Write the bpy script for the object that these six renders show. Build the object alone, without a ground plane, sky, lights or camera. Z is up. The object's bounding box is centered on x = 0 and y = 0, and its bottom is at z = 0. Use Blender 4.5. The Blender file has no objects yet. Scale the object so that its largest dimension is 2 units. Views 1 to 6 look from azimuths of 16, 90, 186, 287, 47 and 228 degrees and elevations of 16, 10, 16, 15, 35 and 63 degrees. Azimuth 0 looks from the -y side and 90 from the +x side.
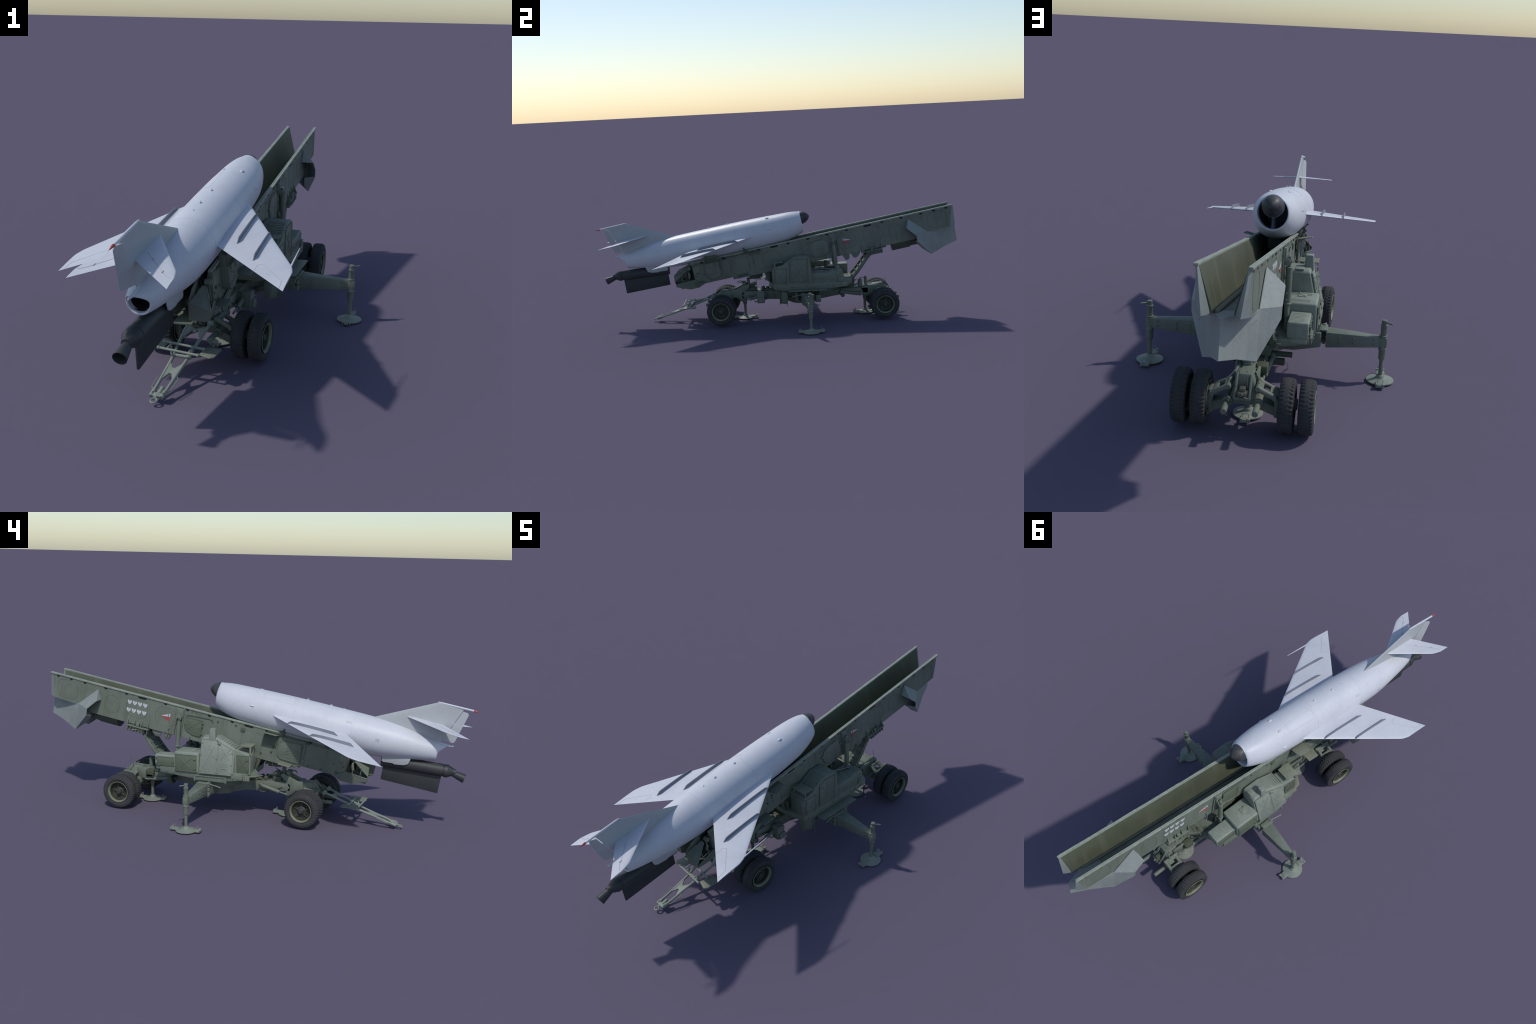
# Swept-wing cruise missile resting on its wheeled launching ramp.
# Metres, z up; length runs along y (ramp muzzle at +y).  The ramp and the missile
# are both modelled in an inclined frame (x, s, h): s up the ramp, h square to it.
import bpy, bmesh, math, random
from mathutils import Vector, Matrix

random.seed(7)
TILT = math.radians(9.97)
RAMP = Matrix.Rotation(TILT, 4, 'X')
I4 = Matrix.Identity(4)
XM = -0.006            # the missile sits a hair to the west of the centre line


# ------------------------------------------------------------------ materials
def paint(name, base, dark=None, light=None, rough=0.55, metal=0.0, patch=9.0, grain=160.0,
          bump=0.10, amount=0.55, spec=0.4, streak=None, coat=0.0, grain_amt=0.08):
    m = bpy.data.materials.new(name)
    m.use_nodes = True
    nt = m.node_tree
    N, L = nt.nodes, nt.links
    bs = N['Principled BSDF']
    dark = dark or tuple(c * 0.72 for c in base)
    light = light or tuple(min(1, c * 1.25) for c in base)
    tc = N.new('ShaderNodeTexCoord')
    n1 = N.new('ShaderNodeTexNoise')
    n1.inputs['Scale'].default_value = patch
    n1.inputs['Detail'].default_value = 7
    n1.inputs['Roughness'].default_value = 0.62
    L.new(tc.outputs['Object'], n1.inputs['Vector'])
    r1 = N.new('ShaderNodeValToRGB')
    r1.color_ramp.elements[0].position = 0.32
    r1.color_ramp.elements[0].color = (*dark, 1)
    r1.color_ramp.elements[1].position = 0.70
    r1.color_ramp.elements[1].color = (*light, 1)
    e = r1.color_ramp.elements.new(0.5)
    e.color = (*base, 1)
    L.new(n1.outputs['Fac'], r1.inputs['Fac'])
    n2 = N.new('ShaderNodeTexNoise')
    n2.inputs['Scale'].default_value = grain
    n2.inputs['Detail'].default_value = 4
    L.new(tc.outputs['Object'], n2.inputs['Vector'])
    mr = N.new('ShaderNodeMapRange')
    mr.inputs['From Min'].default_value = 0.25
    mr.inputs['From Max'].default_value = 0.75
    mr.inputs['To Min'].default_value = 1 - grain_amt
    mr.inputs['To Max'].default_value = 1 + grain_amt
    L.new(n2.outputs['Fac'], mr.inputs['Value'])
    mix = N.new('ShaderNodeMix')
    mix.data_type = 'RGBA'
    mix.inputs[0].default_value = amount
    mix.inputs[6].default_value = (*base, 1)
    L.new(r1.outputs['Color'], mix.inputs[7])
    vm = N.new('ShaderNodeVectorMath')
    vm.operation = 'SCALE'
    L.new(mix.outputs[2], vm.inputs[0])
    L.new(mr.outputs['Result'], vm.inputs['Scale'])
    col = vm.outputs['Vector']
    if streak:                      # long thin rubbed streaks along one axis
        mp = N.new('ShaderNodeMapping')
        mp.inputs['Scale'].default_value = streak['scale']
        L.new(tc.outputs['Object'], mp.inputs['Vector'])
        n3 = N.new('ShaderNodeTexNoise')
        n3.inputs['Scale'].default_value = 1.0
        n3.inputs['Detail'].default_value = 5
        L.new(mp.outputs['Vector'], n3.inputs['Vector'])
        r3 = N.new('ShaderNodeMapRange')
        r3.inputs['From Min'].default_value = streak.get('lo', 0.5)
        r3.inputs['From Max'].default_value = streak.get('hi', 0.72)
        r3.inputs['To Max'].default_value = streak.get('amt', 0.4)
        L.new(n3.outputs['Fac'], r3.inputs['Value'])
        m3 = N.new('ShaderNodeMix')
        m3.data_type = 'RGBA'
        L.new(r3.outputs['Result'], m3.inputs[0])
        L.new(col, m3.inputs[6])
        m3.inputs[7].default_value = (*streak['color'], 1)
        col = m3.outputs[2]
    L.new(col, bs.inputs['Base Color'])
    bs.inputs['Metallic'].default_value = metal
    bs.inputs['Specular IOR Level'].default_value = spec
    bs.inputs['Coat Weight'].default_value = coat
    rr = N.new('ShaderNodeMapRange')
    rr.inputs['To Min'].default_value = max(0.05, rough - 0.1)
    rr.inputs['To Max'].default_value = min(1, rough + 0.12)
    L.new(n1.outputs['Fac'], rr.inputs['Value'])
    L.new(rr.outputs['Result'], bs.inputs['Roughness'])
    if bump:
        bp = N.new('ShaderNodeBump')
        bp.inputs['Strength'].default_value = bump
        bp.inputs['Distance'].default_value = 0.002
        L.new(n2.outputs['Fac'], bp.inputs['Height'])
        L.new(bp.outputs['Normal'], bs.inputs['Normal'])
    return m


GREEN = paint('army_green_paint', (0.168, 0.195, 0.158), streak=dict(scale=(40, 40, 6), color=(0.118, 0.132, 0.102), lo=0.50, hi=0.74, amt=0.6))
LEDGE = paint('worn_ledge_paint', (0.22, 0.235, 0.175))
DOOR_GREEN = paint('door_green_paint', (0.122, 0.146, 0.104))
GREEN_PALE = paint('pale_green_paint', (0.238, 0.272, 0.232), streak=dict(scale=(40, 40, 6), color=(0.195, 0.22, 0.18), lo=0.5, hi=0.75, amt=0.5))  # paler green puts the west cabin's sunlit look into the colour
GREEN_GREY = paint('grey_green_deflector_paint', (0.285, 0.320, 0.305), patch=6, streak=dict(scale=(60, 60, 4), color=(0.225, 0.25, 0.235), lo=0.5, hi=0.72, amt=0.45))
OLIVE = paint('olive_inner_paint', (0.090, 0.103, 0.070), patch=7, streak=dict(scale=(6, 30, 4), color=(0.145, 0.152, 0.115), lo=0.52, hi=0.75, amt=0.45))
RAIL = paint('worn_rail_paint', (0.30, 0.335, 0.28), patch=40)
DARK_GREEN = paint('dark_green_fitting_paint', (0.085, 0.102, 0.074))
BLACK = paint('opening_dark_fill', (0.012, 0.014, 0.012), rough=0.8)  # near-black fill that stands in for the darkness of openings
WHITE = paint('pale_grey_missile_paint', (0.605, 0.625, 0.685), dark=(0.54, 0.56, 0.615), light=(0.655, 0.675, 0.73), rough=0.42,
              patch=7, grain=90, bump=0.025, amount=0.6, grain_amt=0.035,
              streak=dict(scale=(26, 4, 26), color=(0.66, 0.665, 0.70), lo=0.5, hi=0.75, amt=0.5))
FENCE = paint('grey_fence', (0.215, 0.235, 0.275), bump=0.04)  # darker grey than the wing skin
SEAM = paint('panel_seam', (0.40, 0.415, 0.46), bump=0)
FIN = paint('fin_grey_shaded_paint', (0.430, 0.458, 0.475), dark=(0.38, 0.41, 0.42), light=(0.48, 0.505, 0.525), rough=0.45, patch=8, grain=90, bump=0.02, grain_amt=0.03)  # fin's own grey, partly darkened by shading put into the colour
PATCH = paint('faded_stencil_patch', (0.50, 0.515, 0.545), bump=0)
SEAM_GREEN = paint('green_panel_seam', (0.100, 0.114, 0.092), bump=0)
DUCT = paint('inlet_duct_metal', (0.12, 0.135, 0.175), rough=0.4)
NOSE = paint('dark_radome', (0.052, 0.054, 0.058), dark=(0.030, 0.031, 0.034), light=(0.095, 0.094, 0.092), rough=0.45, patch=30, amount=0.9)
BOOSTER = paint('booster_dark_paint', (0.040, 0.044, 0.047), rough=0.5, patch=12, dark=(0.030, 0.034, 0.036), light=(0.056, 0.058, 0.056))
RUBBER = paint('tyre_rubber', (0.050, 0.052, 0.056), rough=0.8, spec=0.25, patch=22, dark=(0.037, 0.039, 0.042), light=(0.070, 0.070, 0.068))
RIM = paint('rim_green_paint', (0.190, 0.212, 0.138), dark=(0.12, 0.125, 0.08), patch=30)
RIM_DARK = paint('rim_inner_dark', (0.042, 0.048, 0.034), dark=(0.025, 0.028, 0.022))  # darker green for the inside of the wheel dish
HUB = paint('dark_hub', (0.055, 0.060, 0.055), dark=(0.035, 0.038, 0.036))  # dark grey-green, well below the rim tone
RED = paint('red_paint', (0.42, 0.075, 0.068), bump=0)
SIGN_WHITE = paint('white_marking', (0.62, 0.64, 0.67), bump=0)
SIGN_GREY = paint('grey_marking', (0.16, 0.20, 0.26), bump=0)
STEEL = paint('greasy_steel', (0.16, 0.165, 0.13), rough=0.35, metal=0.4)


def tread(name, base, pitch=0.0058):
    """Chequer plate: rows of small raised lozenges, laid out on a skewed grid."""
    m = paint(name, base)
    nt = m.node_tree
    N, L = nt.nodes, nt.links
    bs = N['Principled BSDF']
    tc = [n for n in N if n.type == 'TEX_COORD'][0]
    mp = N.new('ShaderNodeMapping')
    mp.inputs['Rotation'].default_value = (0, 0, math.radians(45))
    mp.inputs['Scale'].default_value = (1 / pitch, 1 / pitch, 0.0)
    L.new(tc.outputs['Object'], mp.inputs['Vector'])
    vo = N.new('ShaderNodeTexVoronoi')
    vo.inputs['Scale'].default_value = 1.0
    vo.inputs['Randomness'].default_value = 0.0
    vo.distance = 'MANHATTAN'
    L.new(mp.outputs['Vector'], vo.inputs['Vector'])
    mr = N.new('ShaderNodeMapRange')
    mr.inputs['From Min'].default_value = 0.30
    mr.inputs['From Max'].default_value = 0.42
    mr.inputs['To Min'].default_value = 0.62
    mr.inputs['To Max'].default_value = 1.06
    L.new(vo.outputs['Distance'], mr.inputs['Value'])
    src = bs.inputs['Base Color'].links[0].from_socket
    sc = N.new('ShaderNodeVectorMath')
    sc.operation = 'SCALE'
    L.new(src, sc.inputs[0])
    L.new(mr.outputs['Result'], sc.inputs['Scale'])
    L.new(sc.outputs['Vector'], bs.inputs['Base Color'])
    return m


TREAD = tread('chequer_plate_green', (0.170, 0.196, 0.152))
TREAD_PALE = tread('chequer_plate_pale', (0.215, 0.235, 0.180))  # paler copy; west steps get their sunlit tone from this colour


# ------------------------------------------------------------------ mesh builder
class Part:
    """Collects solid pieces into one named mesh object."""

    def __init__(self, name, mat, parent=None, M=I4):
        self.name, self.parent, self.M = name, parent, M
        self.mats = mat if isinstance(mat, (list, tuple)) else [mat]
        self.bm = bmesh.new()
        self.mi = 0

    def mat(self, i):
        self.mi = i
        return self

    def _add(self, src, bev=0.0, seg=2, smooth_angle=None):
        bmesh.ops.recalc_face_normals(src, faces=src.faces)
        if bev > 0:
            ed = [e for e in src.edges if len(e.link_faces) == 2 and e.calc_face_angle(0) > 0.45]
            if ed:
                bmesh.ops.bevel(src, geom=ed, offset=bev, segments=seg, profile=0.5, affect='EDGES', clamp_overlap=True)
        vm = {}
        for v in src.verts:
            vm[v] = self.bm.verts.new(self.M @ v.co)
        for f in src.faces:
            try:
                nf = self.bm.faces.new([vm[v] for v in f.verts])
                nf.material_index = self.mi
                nf.smooth = True
            except ValueError:
                pass
        src.free()
        return self

    def raw(self, verts, faces, bev=0.0, seg=2):
        b = bmesh.new()
        vs = [b.verts.new(v) for v in verts]
        for f in faces:
            try:
                b.faces.new([vs[i] for i in f])
            except ValueError:
                pass
        return self._add(b, bev, seg)

    def hexa(self, p, bev=0.0015, seg=2):
        """8 corners: bottom ring 0-3, top ring 4-7."""
        return self.raw(p, [(0, 1, 2, 3), (4, 5, 6, 7), (0, 1, 5, 4), (1, 2, 6, 5), (2, 3, 7, 6), (3, 0, 4, 7)], bev, seg)

    def box(self, x0, x1, y0, y1, z0, z1, bev=0.0015, seg=2):
        return self.hexa([(x0, y0, z0), (x1, y0, z0), (x1, y1, z0), (x0, y1, z0),
                          (x0, y0, z1), (x1, y0, z1), (x1, y1, z1), (x0, y1, z1)], bev, seg)

    def prism(self, poly, axis, a, b, bev=0.0015, seg=2):
        n = len(poly)

        def mk(p, t):
            return {'x': (t, p[0], p[1]), 'y': (p[0], t, p[1]), 'z': (p[0], p[1], t)}[axis]
        vs = [mk(p, a) for p in poly] + [mk(p, b) for p in poly]
        fs = [tuple(range(n)), tuple(range(n, 2 * n))] + [(i, (i + 1) % n, n + (i + 1) % n, n + i) for i in range(n)]
        return self.raw(vs, fs, bev, seg)

    def plate(self, pts, th, bev=0.0, off=0.0):
        """Flat polygon in space given thickness along its normal."""
        pts = [Vector(p) for p in pts]
        nrm = Vector((0, 0, 0))
        for i in range(len(pts)):
            nrm += pts[i].cross(pts[(i + 1) % len(pts)])
        nrm.normalize()
        n = len(pts)
        vs = [p + nrm * (off - th / 2) for p in pts] + [p + nrm * (off + th / 2) for p in pts]
        fs = [tuple(range(n)), tuple(range(n, 2 * n))] + [(i, (i + 1) % n, n + (i + 1) % n, n + i) for i in range(n)]
        return self.raw(vs, fs, bev)

    def lathe(self, prof, p0, axis, n=24, cap=True, bev=0.0):
        """prof: (distance along axis, radius)."""
        p0, ax = Vector(p0), Vector(axis).normalized()
        u = ax.orthogonal().normalized()
        w = ax.cross(u)
        b = bmesh.new()
        rings = []
        for t, r in prof:
            if r < 1e-6:
                rings.append([b.verts.new(p0 + ax * t)])
            else:
                rings.append([b.verts.new(p0 + ax * t + (u * math.cos(k * 2 * math.pi / n) + w * math.sin(k * 2 * math.pi / n)) * r) for k in range(n)])
        for A, B in zip(rings, rings[1:]):
            for k in range(n):
                k2 = (k + 1) % n
                if len(A) == 1 and len(B) == 1:
                    continue
                if len(A) == 1:
                    b.faces.new((A[0], B[k], B[k2]))
                elif len(B) == 1:
                    b.faces.new((A[k], A[k2], B[0]))
                else:
                    b.faces.new((A[k], A[k2], B[k2], B[k]))
        if cap:
            for Rg in (rings[0], rings[-1]):
                if len(Rg) > 2:
                    b.faces.new(Rg)
        return self._add(b, bev)

    def cyl(self, p0, p1, r, r1=None, n=18, bev=0.0012):
        p0, p1 = Vector(p0), Vector(p1)
        L = (p1 - p0).length
        r1 = r if r1 is None else r1
        bv = min(bev, L * 0.3, r * 0.4, r1 * 0.4)
        if bv > 0:
            prof = [(0, r - bv), (bv, r), (L - bv, r1), (L, r1 - bv)]
        else:
            prof = [(0, r), (L, r1)]
        return self.lathe(prof, p0, p1 - p0, n)

    def tube(self, pts, r, n=8, closed=False):
        pts = [Vector(p) for p in pts]
        b = bmesh.new()
        m = len(pts)
        rings = []
        prev = None
        for i in range(m):
            if closed:
                d = pts[(i + 1) % m] - pts[i - 1]
            else:
                d = pts[min(i + 1, m - 1)] - pts[max(i - 1, 0)]
            d.normalize()
            u = d.orthogonal().normalized() if prev is None else (prev - d * prev.dot(d)).normalized()
            prev = u
            w = d.cross(u)
            rings.append([b.verts.new(pts[i] + (u * math.cos(k * 2 * math.pi / n) + w * math.sin(k * 2 * math.pi / n)) * r) for k in range(n)])
        rng = range(m) if closed else range(m - 1)
        for i in rng:
            A, B = rings[i], rings[(i + 1) % m]
            for k in range(n):
                b.faces.new((A[k], A[(k + 1) % n], B[(k + 1) % n], B[k]))
        if not closed:
            b.faces.new(rings[0])
            b.faces.new(rings[-1])
        return self._add(b)

    def ball(self, c, rx, ry, rz, n=16):
        b = bmesh.new()
        bmesh.ops.create_uvsphere(b, u_segments=n, v_segments=max(6, n // 2), radius=1)
        for v in b.verts:
            v.co = Vector((c[0] + v.co.x * rx, c[1] + v.co.y * ry, c[2] + v.co.z * rz))
        return self._add(b)

    def loft(self, rings, cap=True):
        b = bmesh.new()
        R = [[b.verts.new(p) for p in r] for r in rings]
        n = len(R[0])
        for A, B in zip(R, R[1:]):
            for k in range(n):
                try:
                    b.faces.new((A[k], A[(k + 1) % n], B[(k + 1) % n], B[k]))
                except ValueError:
                    pass
        if cap:
            b.faces.new(R[0])
            b.faces.new(R[-1])
        return self._add(b)

    def done(self, matrix=None, sharp=38, weld=False):
        me = bpy.data.meshes.new(self.name)
        if weld:
            bmesh.ops.remove_doubles(self.bm, verts=self.bm.verts, dist=1e-5)
        bmesh.ops.recalc_face_normals(self.bm, faces=self.bm.faces) if weld else None
        self.bm.to_mesh(me)
        self.bm.free()
        for m in self.mats:
            me.materials.append(m)
        me.set_sharp_from_angle(angle=math.radians(sharp))
        ob = bpy.data.objects.new(self.name, me)
        bpy.context.scene.collection.objects.link(ob)
        if self.parent is not None:
            ob.parent = self.parent
        if matrix is not None:
            ob.matrix_local = matrix
        return ob


def empty(name, label, category, matrix=I4):
    o = bpy.data.objects.new(name, None)
    o.empty_display_size = 0.1
    bpy.context.scene.collection.objects.link(o)
    o.matrix_world = matrix
    o['label'] = label
    o['category'] = category
    return o


def lerp(a, b, t):
    return a + (b - a) * t


def interp(tab, x):
    """Smooth (monotone-ish cubic) interpolation of rows (x, v1, v2 ...)."""
    if x <= tab[0][0]:
        return tab[0][1:]
    if x >= tab[-1][0]:
        return tab[-1][1:]
    for i in range(len(tab) - 1):
        if tab[i][0] <= x <= tab[i + 1][0]:
            p0 = tab[max(i - 1, 0)]
            p1, p2 = tab[i], tab[i + 1]
            p3 = tab[min(i + 2, len(tab) - 1)]
            h = p2[0] - p1[0]
            t = (x - p1[0]) / h
            out = []
            for k in range(1, len(p1)):
                m1 = (p2[k] - p0[k]) / (p2[0] - p0[0])
                m2 = (p3[k] - p1[k]) / (p3[0] - p1[0])
                out.append((2 * t**3 - 3 * t**2 + 1) * p1[k] + (t**3 - 2 * t**2 + t) * h * m1
                           + (-2 * t**3 + 3 * t**2) * p2[k] + (t**3 - t**2) * h * m2)
            return out


def rounded_rect(cx, cy, w, h, r, n=6):
    pts = []
    for sx, sy, a0 in ((1, 1, 0), (-1, 1, 90), (-1, -1, 180), (1, -1, 270)):
        for k in range(n + 1):
            a = math.radians(a0 + 90 * k / n)
            pts.append((cx + sx * (w / 2 - r) + r * math.cos(a), cy + sy * (h / 2 - r) + r * math.sin(a)))
    return pts


# =================================================================== MISSILE
missile = empty('cruise_missile', 'pale grey swept-wing jet cruise missile with dark nose', 'missile', RAMP)

# fuselage: s, centre height, vertical radius, horizontal radius
FUS = [(-0.760, 0.4905, 0.0375, 0.0360), (-0.720, 0.4910, 0.0480, 0.0465), (-0.638, 0.4915, 0.0650, 0.0640),
       (-0.529, 0.4885, 0.0815, 0.0810), (-0.454, 0.4865, 0.0865, 0.0860), (-0.360, 0.4850, 0.0885, 0.0880),
       (-0.200, 0.4845, 0.0885, 0.0880), (-0.108, 0.4840, 0.0880, 0.0875), (0.000, 0.4830, 0.0865, 0.0860),
       (0.080, 0.4835, 0.0830, 0.0825), (0.125, 0.4845, 0.0800, 0.0790), (0.165, 0.4875, 0.0745, 0.0725),
       (0.200, 0.4910, 0.0670, 0.0645), (0.222, 0.4935, 0.0605, 0.0575)]


FUS = [(s, c, rv * k, rw * k) for s, c, rv, rw in FUS for k in (1 - 0.022 * min(1, max(0, (0.20 - s) / 0.1)) * min(1, max(0, (s + 0.75) / 0.1)),)]


def fus_pt(s, th, off=0.0):
    hc, rv, rw = interp(FUS, s)
    return (XM + (rw + off) * math.sin(th), s, hc + (rv + off) * math.cos(th))


P = Part('fuselage', WHITE, missile)
SEG = 72
rings = []
ns = 90
for i in range(ns + 1):
    s = lerp(-0.760, 0.222, i / ns)
    hc, rv, rw = interp(FUS, s)
    ring = []
    for k in range(SEG):
        th = 2 * math.pi * k / SEG
        ss = s
        if s < -0.70:          # tail pipe is cut obliquely, its top reaches further aft
            f = ((-0.70 - s) / 0.06) ** 2
            ss = s - f * 0.030 * max(0.0, math.cos(th)) ** 1.5
        ring.append((XM + rw * math.sin(th), ss, hc + rv * math.cos(th)))
    rings.append(ring)
# rounded inlet lip and the first bit of the duct wall
for s, hc, rv, rw in ((0.2290, 0.4943, 0.0575, 0.0545), (0.2325, 0.4945, 0.0548, 0.0518), (0.2330, 0.4945, 0.0525, 0.0495),
                      (0.2305, 0.4945, 0.0512, 0.0482), (0.220, 0.4943, 0.0506, 0.0478), (0.195, 0.4938, 0.0505, 0.0478)):
    rings.append([(XM + rw * math.sin(2 * math.pi * k / SEG), s, hc + rv * math.cos(2 * math.pi * k / SEG)) for k in range(SEG)])
# tail lip turning inwards
tail = [[(XM + (p[0] - XM) * f, p[1] + ds, 0.4905 + (p[2] - 0.4905) * f) for p in rings[0]] for f, ds in ((0.80, 0.015), (0.83, 0.000), (0.93, -0.0025))]
P.loft(tail + rings, cap=False)
# dorsal stub above the jet pipe
P.loft([[(XM + r * 0.75 * math.sin(a), s, h + r * math.cos(a)) for a in [2 * math.pi * k / 16 for k in range(16)]]
        for s, h, r in ((-0.690, 0.530, 0.010), (-0.750, 0.527, 0.009), (-0.792, 0.528, 0.0062), (-0.818, 0.5305, 0.0030))])
fuselage = P.done(sharp=50)

P = Part('jet_pipe', BLACK, missile)
P.lathe([(0, 0.0), (0.0, 0.029), (0.052, 0.030)], (XM, -0.700, 0.4905), (0, -1, 0), 40, cap=False)
P.lathe([(0, 0.0), (0.004, 0.006), (0.02, 0.002), (0.022, 0)], (XM, -0.700, 0.4905), (0, -1, 0), 16, cap=False)
P.done()

P = Part('inlet_duct', DUCT, missile)
P.loft([[(XM + rw * math.sin(2 * math.pi * k / 48), s, hc + rv * math.cos(2 * math.pi * k / 48)) for k in range(48)]
        for s, hc, rv, rw in ((0.197, 0.4938, 0.0503, 0.0476), (0.15, 0.490, 0.050, 0.048), (0.08, 0.485, 0.046, 0.045), (0.02, 0.482, 0.044, 0.044))], cap=False)
P.plate([(XM + 0.046 * math.sin(a), 0.021, 0.483 + 0.046 * math.cos(a)) for a in [2 * math.pi * k / 24 for k in range(24)]], 0.002)
# radome housing and the pillar that carries it
P.lathe([(0, 0.0345), (0.02, 0.0335), (0.06, 0.027), (0.11, 0.014), (0.13, 0.0)], (XM, 0.231, 0.5172), (0, -1, 0), 40)
P.loft([[(XM + wx * math.sin(a), s0 + ls * math.cos(a), h) for a in [2 * math.pi * k / 20 for k in range(20)]]
        for h, wx, s0, ls in ((0.492, 0.008, 0.180, 0.036), (0.470, 0.007, 0.176, 0.032), (0.452, 0.0085, 0.172, 0.034), (0.442, 0.014, 0.170, 0.040), (0.438, 0.02, 0.168, 0.045))])
P.done()

P = Part('radome_collar', WHITE, missile)
P.lathe([(-0.045, 0.0345), (-0.01, 0.0362), (0.0, 0.0366), (0.003, 0.0362), (0.003, 0.034)], (XM, 0.230, 0.5172), (0, 1, 0), 48, cap=False)
P.done()

P = Part('nose_cone', NOSE, missile)
prof = []
for i in range(17):
    t = i / 16
    prof.append((0.0495 * t, 0.0357 * (1 - t ** 2.1) ** 0.72 if t < 1 else 0.0))
P.lathe([(-0.004, 0.0)] + [(-0.004, 0.0353)] + prof, (XM, 0.2325, 0.5172), (0, 1, -0.0), 48, cap=False)
P.done(sharp=60)


# ---- lifting surfaces
def foil(chord_le, chord_te, thick, n=14):
    """Closed section: list of (s, offset).  Round nose, sharp tail."""
    up, lo = [], []
    for i in range(n + 1):
        u = (1 - math.cos(math.pi * i / n)) / 2
        t = 5 * (0.2969 * math.sqrt(u) - 0.126 * u - 0.3516 * u**2 + 0.2843 * u**3 - 0.1036 * u**4)
        s = lerp(chord_le, chord_te, u)
        up.append((s, t * thick))
        if 0 < i < n:
            lo.append((s, -t * thick))
    return up + lo[::-1]


def wing_le(x):
    c = -0.055 - 1.63 * (x - 0.090)
    if x > 0.320:
        c -= 40.0 * (x - 0.320) ** 1.7
    return c


def wing_te(x):
    return -0.385 - 0.80 * (x - 0.090)


DROOP = 0.125     # anhedral; the east wing sits a little flatter


def wing_h(x):
    return 0.4845 - DROOP * (x - 0.090)


def wing_thick(x):
    return lerp(0.0125, 0.0055, min(1, max(0, (x - 0.06) / 0.27)))


def wing_top(x, s):
    le, te = wing_le(x), wing_te(x)
    u = min(1, max(0.0005, (s - le) / (te - le)))
    t = 5 * (0.2969 * math.sqrt(u) - 0.126 * u - 0.3516 * u**2 + 0.2843 * u**3 - 0.1036 * u**4)
    return wing_h(x) + t * wing_thick(x)


for side in (1, -1):
    DROOP = 0.072 if side > 0 else 0.125
    P = Part('wing', WHITE, missile)
    xs = [0.05, 0.075, 0.09] + [0.09 + 0.230 * i / 16 for i in range(1, 17)] + [0.3235, 0.3265, 0.329, 0.3303, 0.331]
    P.loft([[(XM + side * x, s, wing_h(x) + o * (0.55 if x > 0.3305 else 1)) for s, o in foil(wing_le(x), wing_te(x), wing_thick(x))] for x in xs])
    wing = P.done(sharp=50)
    for xf, s0, s1 in ((0.136, -0.127, -0.352), (0.2095, -0.245, -0.438)):
        P = Part('wing_fence', FENCE, wing)
        poly = []
        n = 40
        for i in range(n + 1):
            u = i / n
            s = lerp(s0, s1, u)
            hgt = 0.0108 * min(1, u / 0.07 + 0.02) ** 0.6 * (1 + 0.25 * u) * min(1, (1 - u) / 0.09 + 0.03)
            poly.append((s, wing_top(xf, s) + hgt))
        poly += [(lerp(s1, s0, i / n), wing_top(xf, lerp(s1, s0, i / n)) - 0.004) for i in range(n + 1)]
        P.prism(poly, 'x', XM + side * (xf - 0.0011), XM + side * (xf + 0.0011), 0.0)
        P.done()
    # aileron outline, wing seams
    P = Part('wing_seam', SEAM, wing)

    def on_wing(pts, w=0.0005):
        out = []
        for (x0, s0), (x1, s1) in zip(pts, pts[1:]):
            for i in range(12):
                x, s = lerp(x0, x1, i / 12), lerp(s0, s1, i / 12)
                out.append((XM + side * x, s, wing_top(x, s) + 0.00005))
        x, s = pts[-1]
        out.append((XM + side * x, s, wing_top(x, s) + 0.00005))
        P.tube(out, w, 5)
    hinge = [(x, lerp(wing_le(x), wing_te(x), 0.72)) for x in (0.238, 0.315)]
    on_wing([(0.228, wing_te(0.228) + 0.004), (0.228, wing_te(0.228) + 0.035), (0.240, hinge[0][1] - 0.004), hinge[1], (0.318, wing_te(0.318) + 0.002)])
    ob = P.done()
    ob['kind'] = 'stuff'

P = Part('air_data_probe', WHITE, missile)
P.lathe([(0, 0.0030), (0.05, 0.0024), (0.10, 0.0014), (0.125, 0.0010)], (0.312, -0.435, 0.4675), (-0.02, 1, 0.006), 12)
P.done()


# fin
def fin_le(h):
    return -0.466 - 1.953 * (h - 0.571)


def fin_hinge(h):
    return -0.765 - 0.373 * (h - 0.541)


def fin_te(h):
    return -0.804 - 0.281 * (h - 0.551)


P = Part('tail_fin', FIN, missile)
hs = [0.515 + 0.183 * i / 18 for i in range(19)]


def half_section(le, te, th, n=12):
    up, lo = [], []
    for i in range(n + 1):
        u = (1 - math.cos(math.pi * 0.94 * i / n)) / 2
        t = 5 * (0.2969 * math.sqrt(u) - 0.126 * u - 0.3516 * u**2 + 0.2843 * u**3 - 0.1036 * u**4)
        s = lerp(le, te, i and (u / ((1 - math.cos(math.pi * 0.94)) / 2)) or 0)
        up.append((s, max(t, 0.12 if i == n else 0) * th))
        if i:
            lo.append((s, -max(t, 0.12 if i == n else 0) * th))
    return up + lo[::-1]


def fin_th(h):
    return lerp(0.0165, 0.0068, min(1, max(0, (h - 0.53) / 0.165)))


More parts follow.
